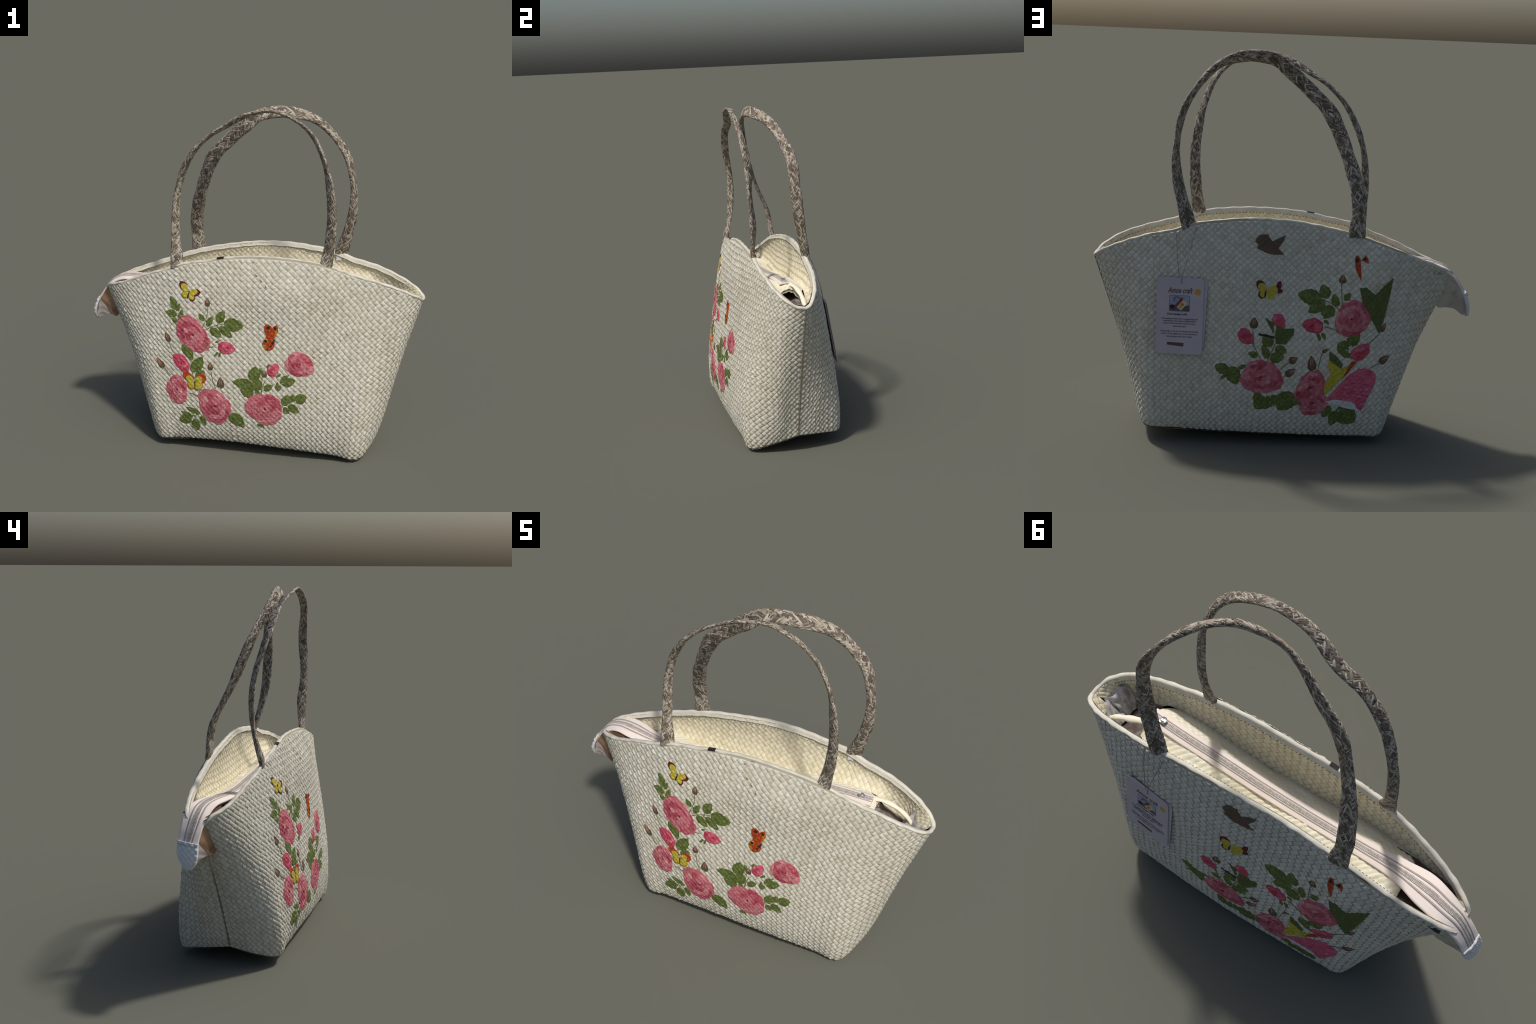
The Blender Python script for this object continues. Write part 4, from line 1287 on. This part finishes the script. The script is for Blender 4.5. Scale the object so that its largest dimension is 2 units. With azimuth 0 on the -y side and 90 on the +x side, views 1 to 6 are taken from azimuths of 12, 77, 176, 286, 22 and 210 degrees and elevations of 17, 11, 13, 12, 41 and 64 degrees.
tl, tr, bl, br = (np.array(c) for c in ((0.660, 0.224, 0.866), (0.4165, 0.246, 0.873), (0.668, 0.281, 0.4835), (0.436, 0.305, 0.478)))
mid = (tl + tr + bl + br) / 4 + np.array([0.0, 0.009, 0.0])
ax = (tr - tl) + (br - bl)
ax /= np.linalg.norm(ax)
ay = (tl - bl) + (tr - br)
ay -= ax * (ax @ ay)
ay /= np.linalg.norm(ay)
az = np.cross(ax, ay)
tag_frame = Matrix(((ax[0], ay[0], az[0], mid[0]), (ax[1], ay[1], az[1], mid[1]), (ax[2], ay[2], az[2], mid[2]), (0, 0, 0, 1)))
V, Fc = card(0.238, 0.388, 0.018, 0.0035)
tag = add("hang_tag", new_mesh("hang_tag", V, Fc, smooth=False), root, M["card"])
tag.matrix_world = tag_frame
V, Fc = card(0.236, 0.352, 0.018, 0.0035)
second = add("tag_card", new_mesh("tag_card", V, Fc, smooth=False), tag, M["card"])
second.matrix_world = tag_frame @ Matrix.Translation((0.014, 0.014, -0.0050)) @ Matrix.Rotation(math.radians(-2), 4, "Z")


def lettering(body, x, y, width, height, mat, z=0.0021, slant=0.0, bold=0.0, turn=0.0, parent=None, frame=None):
    cu = bpy.data.curves.new("lettering", "FONT")
    cu.body = body
    cu.align_x, cu.align_y = "CENTER", "CENTER"
    cu.extrude, cu.shear, cu.offset = 0.02, slant, bold
    tmp = bpy.data.objects.new("lettering", cu)
    bpy.context.scene.collection.objects.link(tmp)
    bpy.context.view_layer.update()
    me = bpy.data.meshes.new_from_object(tmp.evaluated_get(bpy.context.evaluated_depsgraph_get()))
    bpy.data.objects.remove(tmp)
    bpy.data.curves.remove(cu)
    co = np.zeros(len(me.vertices) * 3)
    me.vertices.foreach_get("co", co)
    co = co.reshape(-1, 3)
    size = co.max(0) - co.min(0)
    c = (co.max(0) + co.min(0)) / 2
    co = (co - c) * np.array([width / size[0], height / size[1], 0.0009 / size[2]])
    me.vertices.foreach_set("co", co.ravel())
    me.update()
    me.materials.clear()
    ob = add("lettering", me, parent or tag, M[mat])
    ob.matrix_world = (frame or tag_frame) @ Matrix.Translation((x, y, z)) @ Matrix.Rotation(math.radians(turn), 4, "Z")
    return ob


lettering("Amoe craft", 0.000, 0.130, 0.126, 0.029, "brown_ink", slant=0.35, bold=0.012)
lettering("Decoupage craft", -0.012, 0.008, 0.100, 0.0125, "ink", bold=0.02)
for text, y, w in (("Decoupage adalah seni menggunting dan", -0.0155, 0.183), ("menempel yang dapat diaplikasikan", -0.027, 0.165),
                   ("pada media anyaman pandan, kayu,", -0.039, 0.165), ("kaca dan kain", -0.052, 0.064),
                   ("Decoupage is the art of cutting and sticking", -0.079, 0.190), ("which can be applied to woven pandanus,", -0.092, 0.186),
                   ("wood, glass and cloth media", -0.106, 0.130)):
    lettering(text, 0.002, y, w, 0.0098, "ink")


def flat(name, pts, mat, z):
    n = len(pts)
    V = [(x, y, z) for x, y in pts] + [(x, y, 0.0) for x, y in pts]
    me = new_mesh(name, V, [list(range(n))] + [[i, n + i, n + (i + 1) % n, (i + 1) % n] for i in range(n)], smooth=False)
    ob = add(name, me, tag, M[mat])
    ob.matrix_world = tag_frame
    return ob


disc = lambda x, y, r: [(x + r * math.cos(a), y + r * math.sin(a)) for a in np.linspace(0, 2 * np.pi, 24, endpoint=False)]
rect = lambda x, y, w, h: [(x - w / 2, y - h / 2), (x + w / 2, y - h / 2), (x + w / 2, y + h / 2), (x - w / 2, y + h / 2)]
flat("gold_seal", disc(0.089, 0.124, 0.0158), "gold", 0.0024)
pts = [(x - 0.002, y + 0.0632) for x, y, _ in card(0.105, 0.081, 0.008, 1)[0][:28]]
flat("photo_frame", pts, "ink", 0.0021)
pts = [(x - 0.002, y + 0.0632) for x, y, _ in card(0.102, 0.078, 0.007, 1)[0][:28]]
flat("photo", pts, "photo_sky", 0.0024)
flat("photo_table", rect(-0.002, 0.0395, 0.100, 0.028), "photo_ground", 0.0027)
flat("photo_bag", [(-0.016, 0.044), (0.006, 0.028), (0.040, 0.064), (0.018, 0.084)], "photo_cream", 0.0033)
flat("photo_bag_flap", [(-0.024, 0.056), (-0.016, 0.044), (0.018, 0.084), (0.010, 0.096)], "photo_red", 0.0036)
flat("photo_flower", disc(0.012, 0.058, 0.008), "amber", 0.0039)
flat("photo_flower", disc(0.004, 0.045, 0.006), "gold", 0.0039)
flat("photo_shadow", disc(-0.038, 0.046, 0.011), "dark", 0.0036)
ang = np.linspace(-0.4, 3.6, 22)
V, Fc = tube(np.stack([-0.014 + 0.017 * np.cos(ang), 0.080 + 0.016 * np.sin(ang), np.full(22, 0.0032)], 1), 0.0013, 5)
ring_ob = add("photo_bag_strap", new_mesh("photo_bag_strap", V, Fc), tag, M["dark"])
ring_ob.matrix_world = tag_frame
flat("tag_bar", [(-0.058, -0.135), (-0.060, -0.148), (0.024, -0.156), (0.026, -0.137)], "bird", 0.0024)

# string from the handle to the tag
hole = np.array(tag_frame @ Vector((0.004, 0.163, 0.004)))
top_ = np.array(tag_frame @ Vector((0.006, 0.196, 0.004)))
for P in ([(0.574, 0.178, 1.100), (0.565, 0.212, 1.0), (0.556, 0.236, 0.90), (0.552, 0.246, 0.865)],
          [(0.470, 0.185, 1.118), (0.497, 0.224, 1.02), (0.522, 0.245, 0.93), tuple(top_), tuple(hole)]):
    V, Fc = tube(catmull(P, 40), 0.0016, 6)
    st_ = add("tag_string", new_mesh("tag_string", V, Fc), tag, M["string"])
    st_.matrix_world = Matrix.Identity(4)

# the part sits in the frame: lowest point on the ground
bpy.context.view_layer.update()
